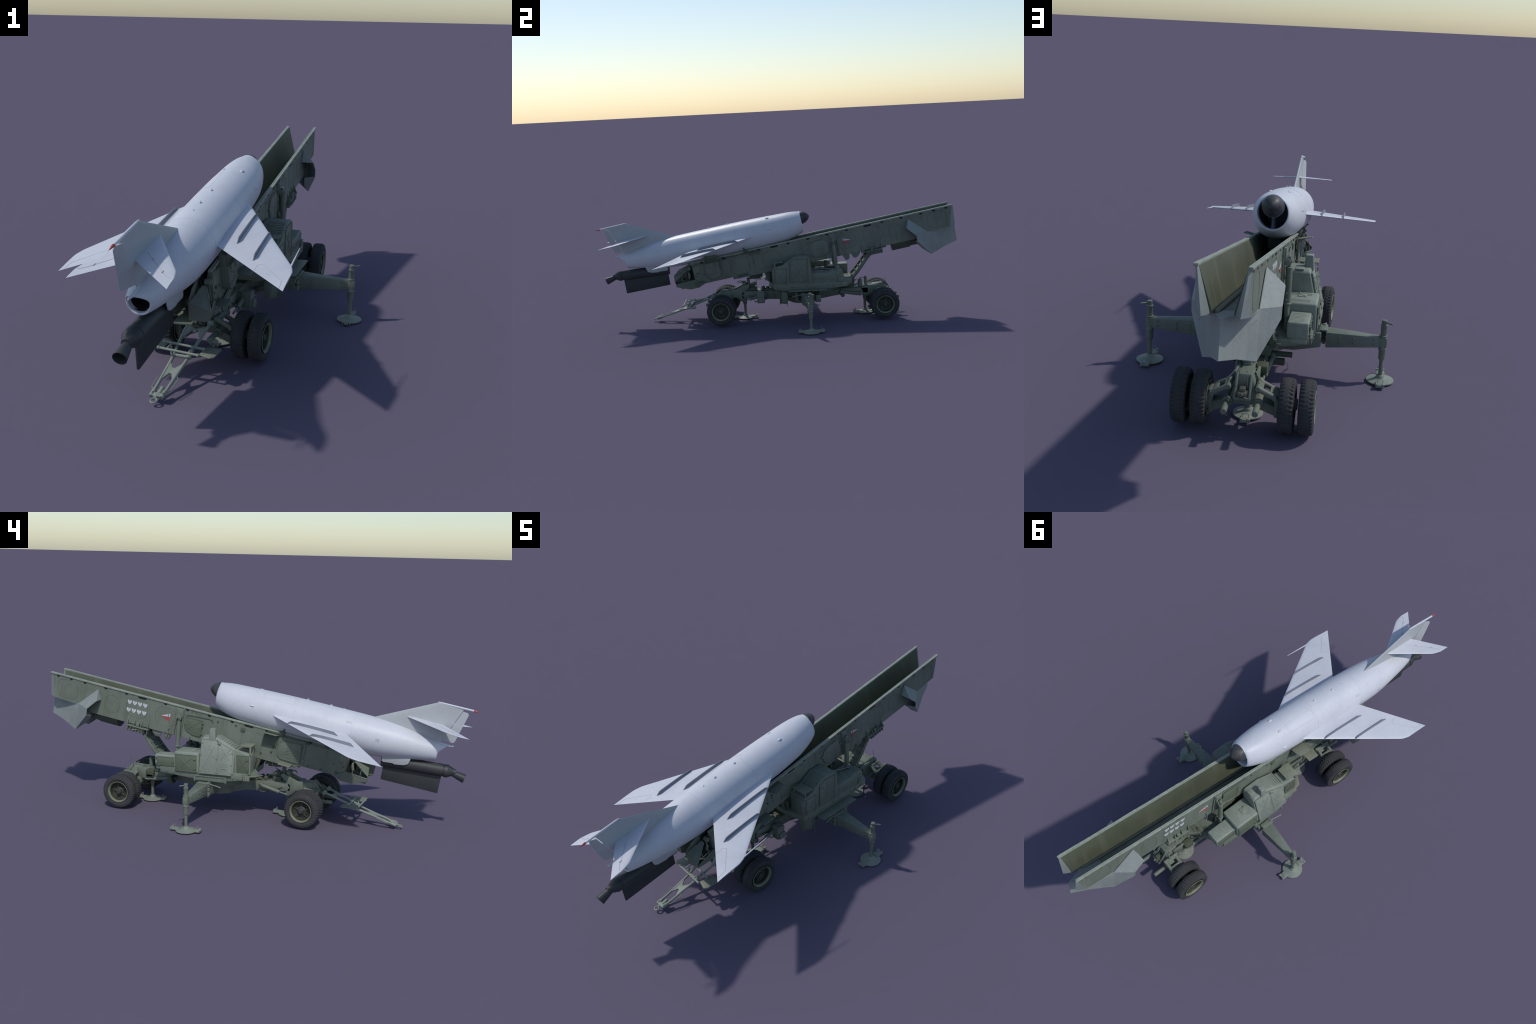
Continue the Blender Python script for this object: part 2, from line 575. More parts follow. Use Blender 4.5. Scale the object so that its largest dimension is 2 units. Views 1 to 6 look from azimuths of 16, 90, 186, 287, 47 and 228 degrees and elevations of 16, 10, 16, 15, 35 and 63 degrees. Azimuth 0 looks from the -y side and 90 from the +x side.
P.loft([[(XM + o, s, h) for s, o in half_section(fin_le(h), fin_hinge(h) + 0.0012, fin_th(h))] for h in hs])
fin = P.done(sharp=50)
P = Part('tip_boom', WHITE, fin)
P.lathe([(0, 0.0), (0.004, 0.0022), (0.02, 0.0036), (0.10, 0.0042), (0.153, 0.0043)], (XM, -0.708, 0.6985), (0, -1, -0.008), 16)
P.done(sharp=50)
P = Part('boom_tip', RED, fin)
P.lathe([(0, 0.0043), (0.004, 0.0043), (0.022, 0.0013), (0.030, 0.0)], (XM, -0.861, 0.6973), (0, -1, -0.03), 16, cap=False)
P.done()
P = Part('rudder', FIN, fin)
hs2 = [0.5480, 0.5520, 0.5600] + [0.5600 + 0.1160 * i / 8 for i in range(1, 9)] + [0.6800, 0.6840]


def rud_te(h):
    c = -0.8175 - 0.222 * (h - 0.549)
    if h < 0.553:
        c += 0.006 * (0.553 - h) / 0.005
    if h > 0.676:
        c += 0.007 * (h - 0.676) / 0.008
    return c


SWING = 0.40      # the rudder stands deflected to the west
rr = []
for h in hs2:
    k = fin_th(h) / 0.0125
    hs_, te_ = fin_hinge(h) - 0.0012, rud_te(h)
    ring = []
    for s_, o in ((hs_, 0.0021 * k), (hs_ - 0.004, 0.0027 * k), (te_ + 0.006, 0.0012 * k), (te_, 0.0006 * k),
                  (te_, -0.0006 * k), (te_ + 0.006, -0.0012 * k), (hs_ - 0.004, -0.0027 * k), (hs_, -0.0021 * k)):
        ring.append((XM + o - SWING * (hs_ - s_), s_, h))
    rr.append(ring)
P.loft(rr)
P.done()


# stabilisers
def st_le(x):
    c = -0.590 - 1.62 * x
    if x > 0.117:
        c -= 42 * (x - 0.117) ** 1.7
    return c


def st_te(x):
    return -0.757 - 0.905 * x


for side in (1, -1):
    P = Part('stabiliser', WHITE, missile)
    xs = [0.0 + 0.116 * i / 10 for i in range(11)] + [0.119, 0.122, 0.125, 0.1275, 0.129, 0.1298]
    P.loft([[(XM + side * x, s, 0.609 - 0.04 * x + o) for s, o in foil(st_le(x), st_te(x), lerp(0.0075, 0.0042, x / 0.1298) * (0.5 if x > 0.1295 else 1), 10)] for x in xs])
    st = P.done(sharp=50)
    P = Part('elevator_seam', SEAM, st)
    pts = []
    for i in range(15):
        x = lerp(0.012, 0.122, i / 14)
        s = lerp(st_le(min(x, 0.105)), st_te(x), 0.62)
        le, te = st_le(x), st_te(x)
        u = min(0.99, max(0.01, (s - le) / (te - le)))
        t = 5 * (0.2969 * math.sqrt(u) - 0.126 * u - 0.3516 * u**2 + 0.2843 * u**3 - 0.1036 * u**4)
        pts.append((XM + side * x, s, 0.609 - 0.04 * x + t * lerp(0.0075, 0.0045, x / 0.1265) + 0.0001))
    P.tube(pts, 0.00065, 5)
    for xx in (0.045, 0.095):
        c = pts[int((xx - 0.012) / 0.11 * 14)]
        P.box(c[0] - 0.0012, c[0] + 0.0012, c[1] - 0.006, c[1] + 0.006, c[2] - 0.001, c[2] + 0.0014, 0.0004)
    ob = P.done()
    ob['kind'] = 'stuff'

# seams on the fuselage skin
P = Part('fuselage_seam', SEAM, missile)
for s in (-0.394, -0.135):
    P.tube([fus_pt(s, 2 * math.pi * k / 72, -0.0001) for k in range(72)], 0.00042, 4, closed=True)


def hatch_line(s0, s1, a0, a1):
    pts = [fus_pt(s0, lerp(a0, a1, i / 12), -0.0001) for i in range(13)]
    pts += [fus_pt(lerp(s0, s1, i / 20), a1, -0.0001) for i in range(1, 21)]
    pts += [fus_pt(s1, lerp(a1, a0, i / 12), -0.0001) for i in range(1, 13)]
    pts += [fus_pt(lerp(s1, s0, i / 20), a0, -0.0001) for i in range(1, 20)]
    P.tube(pts, 0.0004, 4, closed=True)


hatch_line(-0.125, 0.015, -0.75, -0.25)
ob = P.done()
ob['kind'] = 'stuff'

P = Part('stencil_patch', PATCH, missile)


def patch(s0, s1, a0, a1):
    n = 8
    v = [fus_pt(lerp(s0, s1, i / n), lerp(a0, a1, j / n), o) for o in (-0.0008, 0.0003) for i in range(n + 1) for j in range(n + 1)]
    m = (n + 1) * (n + 1)
    f = [(k * m + i * (n + 1) + j, k * m + (i + 1) * (n + 1) + j, k * m + (i + 1) * (n + 1) + j + 1, k * m + i * (n + 1) + j + 1) for k in (0, 1) for i in range(n) for j in range(n)]
    rim = [i * (n + 1) for i in range(n)] + [n * (n + 1) + j for j in range(n)] + [(n - i) * (n + 1) + n for i in range(n)] + [n - j for j in range(n)]
    f += [(rim[k], rim[(k + 1) % len(rim)], m + rim[(k + 1) % len(rim)], m + rim[k]) for k in range(len(rim))]
    P.raw(v, f)


patch(-0.388, -0.362, -1.00, -0.88)
patch(-0.520, -0.503, -1.60, -1.42)
P.done()

# fairings and lugs
for side in (1, -1):
    P = Part('antenna_blister', WHITE, missile)
    c = fus_pt(0.052, side * 0.40)
    P.ball((c[0], c[1], c[2] - 0.0005), 0.0058, 0.0105, 0.0042, 20)
    P.done()
    P = Part('antenna_blister', WHITE, missile)
    c = fus_pt(0.053, side * 1.34)
    P.ball((c[0], c[1], c[2]), 0.0050, 0.0100, 0.0034, 20)
    P.done()
for s in (-0.169, -0.274, -0.335):
    P = Part('lifting_lug', WHITE, missile)
    c = fus_pt(s, 0.0)
    k = 0.45 if s < -0.3 else 1
    P.box(c[0] - 0.0016, c[0] + 0.0016, s - 0.006 * k, s + 0.006 * k, c[2] - 0.002, c[2] + 0.003 * k, 0.0006)
    P.tube([(c[0], s - 0.003 * k, c[2] + 0.001), (c[0], s - 0.003 * k, c[2] + 0.006 * k), (c[0], s + 0.002, c[2] + 0.007 * k), (c[0], s + 0.004 * k, c[2] + 0.001)], 0.0009, 6)
    P.done()

# booster carrying cheeks under the tail
for side in (1, -1):
    P = Part('booster_cheek', FIN, missile)
    poly = [(-0.541, 0.440), (-0.544, 0.401), (-0.551, 0.397), (-0.592, 0.4015), (-0.600, 0.3985), (-0.640, 0.4055), (-0.655, 0.414), (-0.661, 0.432), (-0.661, 0.445)]
    x = XM + side * 0.0325
    P.prism(poly, 'x', x - 0.0018, x + 0.0018, 0.0008)
    P.done()

# booster: axis drops towards the front
bax = Vector((0, -0.268, 0.0235)).normalized()
b0 = Vector((XM, -0.541, 0.3965))
P = Part('booster', BOOSTER, missile)
P.lathe([(0, 0.0), (0, 0.0262), (0.002, 0.0278), (0.250, 0.0278), (0.262, 0.0270), (0.263, 0.0250), (0.267, 0.0250), (0.268, 0.0278), (0.281, 0.0278), (0.285, 0.0262),
         (0.290, 0.0225), (0.297, 0.0210), (0.302, 0.0165), (0.310, 0.0150), (0.316, 0.0138), (0.316, 0.0)], b0, bax, 48, cap=False)
booster = P.done(sharp=32)
P = Part('booster_nozzle', BOOSTER, booster)
n0 = b0 + bax * 0.300
ndir = Vector((0, -0.054, -0.0105))
P.lathe([(0, 0.0130), (0.012, 0.0140), (0.058, 0.0200), (0.0585, 0.0190), (0.056, 0.0180), (0.012, 0.009), (0.01, 0.0)], n0 + Vector((0, 0, -0.004)), ndir, 40, cap=False)
P.done()
P = Part('booster_fin', BOOSTER, booster)
P.prism([(-0.552, 0.385), (-0.556, 0.3105), (-0.800, 0.3150), (-0.805, 0.3160), (-0.8015, 0.395)], 'x', XM - 0.0035, XM + 0.0035, 0.0012)
P.done()

# =================================================================== LAUNCHER
launcher = empty('launch_trailer', 'green wheeled launching ramp trailer on four outrigger jacks', 'launch trailer')

# ---------------------------------------------------------------- ramp (inclined frame)
WX = 0.0625
P = Part('ramp', [GREEN, OLIVE, DARK_GREEN], launcher)


def ramp_section(s, end=False):
    bot = 0.272
    if s < -0.205:
        bot = 0.2885
    if s < -0.385:
        bot = 0.2715
    return bot


# side walls: outer skin upright, inner skin leaning in towards the floor
for side in (1, -1):
    st = [(-0.408, 0.2885), (-0.360, 0.2885), (-0.212, 0.2885), (-0.165, 0.272), (0.2, 0.272), (0.6, 0.272), (0.83, 0.272), (0.885, 0.297), (1.017, 0.300)]
    rr = []
    for s, bot in st:
        ds = 0.027 if s > 1.0 else 0.0
        bi = max(bot, 0.296) if s > 0.85 else bot
        rr.append([(side * WX, s + ds, 0.412), (side * WX, s, bot), (side * 0.026, s - (0.002 if s > 1 else 0), bi), (side * 0.026, s - (0.002 if s > 1 else 0), max(0.302, bi + 0.003)), (side * 0.0560, s + ds, 0.412)])
    P.loft(rr)
P.box(-0.029, 0.029, -0.40, 0.966, 0.280, 0.2915, 0.001)
P.box(-0.060, 0.060, -0.20, 0.86, 0.2725, 0.280, 0.001)
ramp = P.done(RAMP)

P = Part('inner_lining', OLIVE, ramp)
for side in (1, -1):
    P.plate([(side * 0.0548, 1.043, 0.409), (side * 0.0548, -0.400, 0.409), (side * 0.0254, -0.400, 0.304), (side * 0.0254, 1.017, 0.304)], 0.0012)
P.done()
P = Part('floor_ledge', LEDGE, ramp)
for side in (1, -1):
    P.prism([(side * 0.0262, 0.3060), (side * 0.0180, 0.2985), (side * 0.0180, 0.290), (side * 0.0262, 0.290)], 'y', -0.40, 0.976, 0.0015)
P.done()

# top rails, in short overlapping lengths
for side in (1, -1):
    P = Part('rail', RAIL, ramp)
    s = -0.410
    rnd = random.Random(3 + side)
    while s < 1.052:
        ln = rnd.uniform(0.028, 0.044)
        e = min(s + ln, 1.053)
        w = rnd.uniform(-0.0006, 0.0006)
        x0, x1 = sorted((side * 0.0595, side * (0.0665 + w)))
        P.box(x0, x1, s, e - 0.0001, 0.4105, 0.4155 + w * 0.5, 0.0005)
        s = e
        if e >= 1.0529:
            break
    x0, x1 = sorted((side * 0.0555, side * 0.0662))
    P.box(x0, x1, -0.410, 1.051, 0.4080, 0.4140, 0.001)
    x0, x1 = sorted((side * 0.0550, side * 0.0585))
    P.box(x0, x1, -0.410, 1.0515, 0.4100, 0.4160, 0.0008)
    P.done()

# dark plates on the wall in place of see-through scallops below the rails
for side in (1, -1):
    P = Part('rail_scallop_plate', BLACK, ramp)
    for s, w in ((-0.351, 0.008), (-0.230, 0.009), (-0.028, 0.009), (0.057, 0.020), (0.136, 0.009), (0.246, 0.009), (0.352, 0.008), (0.461, 0.008), (0.577, 0.020), (0.658, 0.008), (0.764, 0.0085), (0.873, 0.008), (0.944, 0.008), (1.012, 0.008)):
        n = 10
        poly = [(s + w * 1.08 * math.cos(math.pi + math.pi * k / n), 0.4088 - 0.0105 * (math.sin(math.pi * k / n) if w < 0.015 else min(1, math.sin(math.pi * k / n) * 2.2))) for k in range(n + 1)]
        P.prism(poly, 'x', side * (WX - 0.002), side * (WX + 0.0007), 0)
    ob = P.done()
    ob['kind'] = 'stuff'

# access panel outlines on the walls
for side in (1, -1):
    P = Part('panel_seam', SEAM_GREEN, ramp)
    for cs, ch, w, h, r, tl in ((0.596, 0.350, 0.104, 0.086, 0.030, 0), (0.722, 0.338, 0.076, 0.082, 0.034, 0), (0.956, 0.352, 0.106, 0.086, 0.030, 0), (0.452, 0.346, 0.098, 0.084, 0.03, 0), (0.03, 0.340, 0.10, 0.088, 0.03, 0)):
        pts = [(side * (WX + 0.0001), y, z) for y, z in rounded_rect(cs, ch, w, h, r)]
        P.tube(pts, 0.0006, 5, closed=True)
        rp = rounded_rect(cs, ch, w - 0.008, h - 0.008, r - 0.004, 5)
        for y, z in rp[::2]:
            P.ball((side * WX, y, z), 0.0008, 0.0012, 0.0012, 6)
    for i in range(56):
        P.ball((side * WX, -0.38 + 0.0245 * i, 0.2765 if -0.36 + 0.0245 * i > -0.17 else 0.2935), 0.0009, 0.0013, 0.0013, 6)
        if i % 2:
            P.ball((side * WX, -0.38 + 0.0245 * i, 0.3985), 0.0008, 0.0011, 0.0011, 6)
    for s in (-0.07, 0.16, 0.20):
        P.box(*sorted((side * (WX - 0.001), side * (WX + 0.0003))), s - 0.0005, s + 0.0005, 0.274, 0.405, 0)
    ob = P.done()
    ob['kind'] = 'stuff'

# doubler plates that stiffen the rear flanks
P = Part('doubler_plate', GREEN, ramp)
for side in (1, -1):
    P.prism([(-0.404, 0.320), (-0.404, 0.396), (-0.225, 0.396), (-0.205, 0.385), (-0.205, 0.300), (-0.225, 0.2905), (-0.355, 0.2905)], 'x', side * (WX - 0.001), side * (WX + 0.0045), 0.001)
P.done()

# upright ribs and hydraulic mount
for side in (1, -1):
    P = Part('wall_rib', GREEN, ramp)
    for s in (0.366, 0.398):
        P.box(*sorted((side * (WX - 0.001), side * (WX + 0.006))), s - 0.0025, s + 0.0025, 0.273, 0.408, 0.001)
    P.box(*sorted((side * (WX - 0.001), side * (WX + 0.012))), 0.366, 0.396, 0.362, 0.404, 0.003)
    for s in (0.371, 0.389):
        P.prism([(side * (WX + u), v) for u, v in ((-0.001, 0.378), (-0.001, 0.355), (0.020, 0.350), (0.026, 0.356), (0.026, 0.364), (0.012, 0.378))], 'y', s - 0.002, s + 0.002, 0.0008)
    P.done()


def wall_plate(P, side, poly, t0, t1, bev=0.001):
    a, b = sorted((side * (WX + t0), side * (WX + t1)))
    P.prism(poly, 'x', a, b, bev)


# doors
P = Part('ramp_door', GREEN, ramp)
wall_plate(P, 1, rounded_rect(0.296, 0.337, 0.106, 0.088, 0.034), -0.001, 0.007, 0.003)
wall_plate(P, 1, rounded_rect(0.296, 0.340, 0.040, 0.008, 0.003), 0.006, 0.0085, 0.001)
for s in (0.238, 0.354):
    P.box(WX, WX + 0.008, s - 0.004, s + 0.004, 0.338, 0.352, 0.001)
P.tube([(WX + 0.003, 0.225, 0.372), (WX + 0.005, 0.24, 0.383), (WX + 0.005, 0.34, 0.389), (WX + 0.004, 0.365, 0.372), (WX + 0.004, 0.372, 0.345)], 0.0012, 6)
P.done()
P = Part('ramp_door', DOOR_GREEN, ramp)
poly = [(0.352, 0.372), (0.272, 0.372), (0.270, 0.304), (0.276, 0.298), (0.310, 0.300), (0.340, 0.312), (0.352, 0.332)]
wall_plate(P, -1, poly, -0.001, 0.005, 0.002)
xw = -(WX + 0.0055)
P.tube([(xw, *p) for p in poly], 0.0014, 6, closed=True)
for a, b in (((0.345, 0.364), (0.282, 0.308)), ((0.280, 0.366), (0.338, 0.318)), ((0.352, 0.343), (0.335, 0.341)), ((0.290, 0.337), (0.276, 0.335))):
    P.tube([(xw, *a), (xw, *b)], 0.0010, 6)
for s, h in ((0.270, 0.360), (0.269, 0.345), (0.269, 0.312), (0.352, 0.340)):
    P.box(xw - 0.002, xw + 0.004, s - 0.004, s + 0.004, h - 0.003, h + 0.003, 0.001)
P.tube([(-(WX + 0.004), 0.352, 0.376), (-(WX + 0.005), 0.345, 0.384), (-(WX + 0.005), 0.24, 0.392), (-(WX + 0.004), 0.226, 0.386), (-(WX + 0.003), 0.222, 0.376)], 0.0015, 6)
P.done()
# rear west door with louvre bars
P = Part('ramp_door', GREEN, ramp)
poly = [(-0.092, 0.350), (-0.100, 0.372), (-0.115, 0.380), (-0.196, 0.384), (-0.200, 0.300), (-0.190, 0.297), (-0.112, 0.300), (-0.096, 0.312)]
wall_plate(P, -1, poly, -0.001, 0.006, 0.002)
xw = -(WX + 0.0065)
P.tube([(xw, *p) for p in poly], 0.0012, 6, closed=True)
for k in range(4):
    P.tube([(xw, -0.122 - 0.004 * k, 0.324 + 0.008 * k), (xw, -0.168 - 0.004 * k, 0.330 + 0.008 * k)], 0.0014, 6)
P.box(xw - 0.002, xw + 0.004, -0.214, -0.208, 0.32, 0.39, 0.001)
P.done()
# rear east locker standing out from the wall, rounded below, with a sunk upper pane
P = Part('wall_locker', [GREEN, DARK_GREEN], ramp)
poly = [(-0.333, 0.396), (-0.258, 0.394), (-0.254, 0.335), (-0.262, 0.316), (-0.285, 0.306), (-0.308, 0.306), (-0.326, 0.318), (-0.333, 0.345)]
P.prism(poly, 'x', WX - 0.001, WX + 0.034, 0.004, 3)
P.box(WX + 0.033, WX + 0.0365, -0.330, -0.257, 0.3335, 0.338, 0.001)
P.box(WX + 0.033, WX + 0.036, -0.331, -0.257, 0.392, 0.3955, 0.001)
for s in (-0.318, -0.274):
    P.box(WX + 0.033, WX + 0.0375, s - 0.006, s + 0.006, 0.380, 0.388, 0.001)
    P.box(WX + 0.033, WX + 0.0370, s - 0.003, s + 0.003, 0.370, 0.381, 0.001)
P.cyl((WX + 0.033, -0.296, 0.361), (WX + 0.037, -0.296, 0.361), 0.003, n=8)
P.box(WX - 0.001, WX + 0.006, -0.249, -0.245, 0.335, 0.41, 0.001)
P.prism([(-0.333, 0.394), (-0.330, 0.431), (-0.258, 0.426), (-0.258, 0.394)], 'x', WX - 0.001, WX + 0.024, 0.002)
P.tube([(WX + 0.030, -0.331, 0.397), (WX + 0.026, -0.329, 0.431), (WX + 0.026, -0.258, 0.426), (WX + 0.030, -0.257, 0.397)], 0.0016, 6)
P.mat(1)
P.box(WX + 0.0235, WX + 0.0250, -0.327, -0.262, 0.398, 0.423, 0.0004)
P.done()
P = Part('panel_seam', SEAM_GREEN, ramp)
P.tube([(WX + 0.0002, y, z) for y, z in rounded_rect(-0.145, 0.340, 0.100, 0.094, 0.030)], 0.0008, 5, closed=True)
ob = P.done()
ob['kind'] = 'stuff'

# ribbed bracket under the ramp that rests on the strut
P = Part('strut_bracket', GREEN, ramp)
for side in (1, -1):
    for s in (0.527, 0.560, 0.595, 0.629):
        pr = [(side * (WX - 0.001), 0.306), (side * (WX + 0.014), 0.268), (side * (WX - 0.001), 0.262)]
        P.prism(pr, 'y', s - 0.0016, s + 0.0016, 0.0005)
        pr = [(side * (WX + 0.012), 0.264), (side * (WX + 0.010), 0.240), (side * (WX - 0.02), 0.236), (side * (WX - 0.02), 0.264)]
        P.prism(pr, 'y', s - 0.0016, s + 0.0016, 0.0005)
    P.box(*sorted((side * 0.040, side * (WX + 0.015))), 0.522, 0.634, 0.262, 0.267, 0.001)
    P.box(*sorted((side * 0.035, side * (WX + 0.004))), 0.545, 0.630, 0.240, 0.263, 0.002)
    for i in range(6):
        s = 0.551 + 0.0148 * i
        P.prism([(side * (WX + 0.001), 0.264), (side * (WX + 0.014), 0.264), (side * (WX + 0.012), 0.240), (side * (WX + 0.001), 0.237)], 'y', s - 0.0014, s + 0.0014, 0.0005)
    P.box(*sorted((side * (WX - 0.001), side * (WX + 0.012))), 0.570, 0.585, 0.267, 0.285, 0.002)
P.box(-0.05, 0.05, 0.548, 0.628, 0.240, 0.273, 0.002)
P.cyl((-WX - 0.016, 0.598, 0.248), (-WX - 0.002, 0.565, 0.256), 0.0028)
P.done()

P = Part('underside_lug', GREEN, ramp)
for side in (1, -1):
    P.prism([(0.411, 0.274), (0.452, 0.274), (0.449, 0.252), (0.440, 0.241), (0.424, 0.241)], 'x', side * 0.045, side * 0.057, 0.001)
    P.prism([(0.458, 0.274), (0.514, 0.274), (0.505, 0.256), (0.492, 0.244), (0.479, 0.241), (0.468, 0.247)], 'x', side * 0.048, side * 0.055, 0.001)
    P.cyl((side * 0.046, 0.481, 0.253), (side * 0.058, 0.481, 0.253), 0.004)
P.tube([(-WX - 0.002, 0.428, 0.298), (-WX - 0.006, 0.428, 0.292), (-WX - 0.006, 0.428, 0.262), (-WX - 0.009, 0.436, 0.258)], 0.0020, 8)
P.cyl((-WX, 0.428, 0.297), (-WX - 0.008, 0.428, 0.297), 0.0045)
P.box(-0.012, 0.012, 0.64, 0.66, 0.255, 0.275, 0.002)
P.done()
P = Part('underside_tank', DARK_GREEN, ramp)
n = 14
P.prism([(0.048 * math.cos(math.pi + math.pi * k / n), 0.274 + 0.048 * math.sin(math.pi + math.pi * k / n)) for k in range(n + 1)], 'y', 0.690, 0.790, 0.002)
P.box(-0.03, 0.03, 0.79, 0.83, 0.236, 0.272, 0.002)
P.done()

# blast deflector: a folded sheet-metal prow with two side scoops
P = Part('blast_deflector', GREEN_GREY, ramp)
TH = 0.0026
for side in (1, -1):
    def q(x, s, h):
        return (side * x, s, h)
    A, B1, B2, C, D, E_, F = q(0.0655, 0.800, 0.389), q(0.112, 0.780, 0.345), q(0.112, 0.822, 0.298), q(0.0655, 0.889, 0.299), q(0.0650, 0.889, 0.1725), q(0.111, 0.821, 0.268), q(0.0635, 0.780, 0.345)
    G0, G1 = q(0.0, 1.0495, 0.2035), q(0.029, 0.972, 0.1930)
    T0, T1 = q(0.0, 1.0515, 0.296), q(0.029, 0.974, 0.2950)
    for poly in ((G0, G1, T1, T0), (G1, D, C, T1), (C, D, E_), (C, E_, B2), (A, C, B2, B1), (A, B1, F)):
        P.plate(poly, TH)
    # inner sloping wall behind the scoop, and the underside lip
    P.plate((E_, D, q(0.058, 0.845, 0.215), q(0.066, 0.815, 0.262)), TH)
    P.plate((D, q(0.030, 0.835, 0.236), q(0.030, 0.845, 0.290), C), TH)
    for a, b in ((A, C), (C, D), (D, G1), (G1, G0), (A, B1), (B1, B2), (B2, E_), (E_, D), (C, B2), (A, F), (F, B1), (G1, T1), (T1, T0)):
        P.tube((a, b), TH * 0.52, 6)
P.plate((T0, (0.029, 0.974, 0.2950), (0.029, 0.90, 0.290), (-0.029, 0.90, 0.290), (-0.029, 0.974, 0.2950)), TH)
for side in (1, -1):
    P.plate(((side * 0.029, 0.974, 0.2965), (side * 0.065, 0.889, 0.2965), (side * 0.062, 1.016, 0.299), (side * 0.044, 1.047, 0.299), (side * 0.028, 1.017, 0.299)), 0.001)
P.done()
# raised end caps of the ramp walls
P = Part('wall_end', GREEN_GREY, ramp)
for side in (1, -1):
    OT, OB = (side * 0.0627, 1.0440, 0.411), (side * 0.0627, 1.016, 0.2995)
    TT, TB = (side * 0.0580, 1.0520, 0.411), (side * 0.0440, 1.0480, 0.2990)
    IT, IB = (side * 0.0550, 1.0430, 0.411), (side * 0.0280, 1.0180, 0.2990)
    P.raw([OT, OB, TT, TB, IT, IB], [(0, 1, 3, 2), (2, 3, 5, 4), (0, 2, 4), (1, 5, 3), (0, 4, 5, 1)], 0.0006, 1)
P.done()
# rear boots: slanted covers that close each wall, with the open gear bay on the outside
P = Part('rear_boot', GREEN, ramp)
for side in (1, -1):
    def q(x, s, h):
        return (side * x, s, h)
    if side > 0:
        a0, a1, a2, a3 = q(0.048, -0.440, 0.381), q(0.060, -0.440, 0.379), q(0.095, -0.5125, 0.337), q(0.033, -0.5180, 0.361)
        l1, l2, l3 = q(0.089, -0.5105, 0.319), q(0.085, -0.512, 0.305), q(0.030, -0.515, 0.305)
        inner = [q(0.030, -0.405, 0.410), q(0.030, -0.484, 0.389), q(0.031, -0.518, 0.362), q(0.029, -0.515, 0.305), q(0.029, -0.405, 0.290)]
    else:       # the west boot is a little shorter
        a0, a1, a2, a3 = q(0.048, -0.437, 0.371), q(0.060, -0.438, 0.370), q(0.092, -0.5080, 0.331), q(0.033, -0.4990, 0.353)
        l1, l2, l3 = q(0.087, -0.5070, 0.318), q(0.083, -0.507, 0.305), q(0.030, -0.500, 0.305)
        inner = [q(0.030, -0.405, 0.395), q(0.030, -0.438, 0.370), q(0.031, -0.499, 0.352), q(0.029, -0.499, 0.305), q(0.029, -0.405, 0.290)]
    P.plate([a0, a1, a2, a3], 0.002)
    P.plate([a3, a2, l1, l2, l3], 0.002)
    P.plate(inner, 0.002)
    P.plate([q(0.0665, -0.405, 0.316), l1, l2, q(0.064, -0.441, 0.2715), q(0.0630, -0.392, 0.2715), q(0.0630, -0.360, 0.287)], 0.002)
    P.plate([l2, l3, q(0.030, -0.441, 0.2715), q(0.064, -0.441, 0.2715)], 0.002)
    P.plate([q(0.064, -0.441, 0.2715), q(0.030, -0.441, 0.2715), q(0.030, -0.385, 0.2745), q(0.063, -0.385, 0.2745)], 0.002)
    P.tube([q(0.068, -0.405, 0.317), l1], 0.0026, 8)
    P.tube([a1, a2], 0.0020, 8)
    P.tube([a0, a3], 0.0014, 8)
    P.tube([q(0.078, -0.474, 0.359), q(0.082, -0.474, 0.319)], 0.0016, 6)
    P.tube([q(0.064, -0.432, 0.385), q(0.073, -0.438, 0.318)], 0.0016, 6)
    P.plate([q(0.034, -0.412, 0.318), q(0.034, -0.500, 0.316), q(0.036, -0.45, 0.372), q(0.036, -0.412, 0.380)], 0.002)
    P.cyl(q(0.050, -0.425, 0.386), q(0.070, -0.425, 0.386), 0.010)
    P.cyl(q(0.066, -0.425, 0.386), q(0.074, -0.425, 0.386), 0.005)
    P.box(*sorted((side * 0.0585, side * 0.072)), -0.412, -0.385, 0.398, 0.410, 0.002)
P.box(-0.029, 0.029, -0.50, -0.40, 0.276, 0.282, 0.001)
P.done()
P = Part('gear_bay_dark_plate', BLACK, ramp)  # added black plates and discs that paint in the dark bay interior
for side in (1, -1):
    P.prism([(-0.450, 0.320), (-0.411, 0.320), (-0.411, 0.395), (-0.435, 0.395)], 'x', side * 0.037, side * 0.044, 0)
    P.cyl((side * 0.056, -0.462, 0.335), (side * 0.058, -0.462, 0.335), 0.007)
P.done()
P = Part('gas_bottle', GREEN_PALE, ramp)
for side in (1, -1):
    P.cyl((side * 0.060, -0.436, 0.332), (side * 0.062, -0.430, 0.356), 0.0058)
    P.ball((side * 0.062, -0.430, 0.360), 0.004, 0.004, 0.005, 12)
    P.cyl((side * (WX + 0.001), -0.379, 0.360), (side * (WX + 0.001), -0.376, 0.384), 0.0055)
P.done()

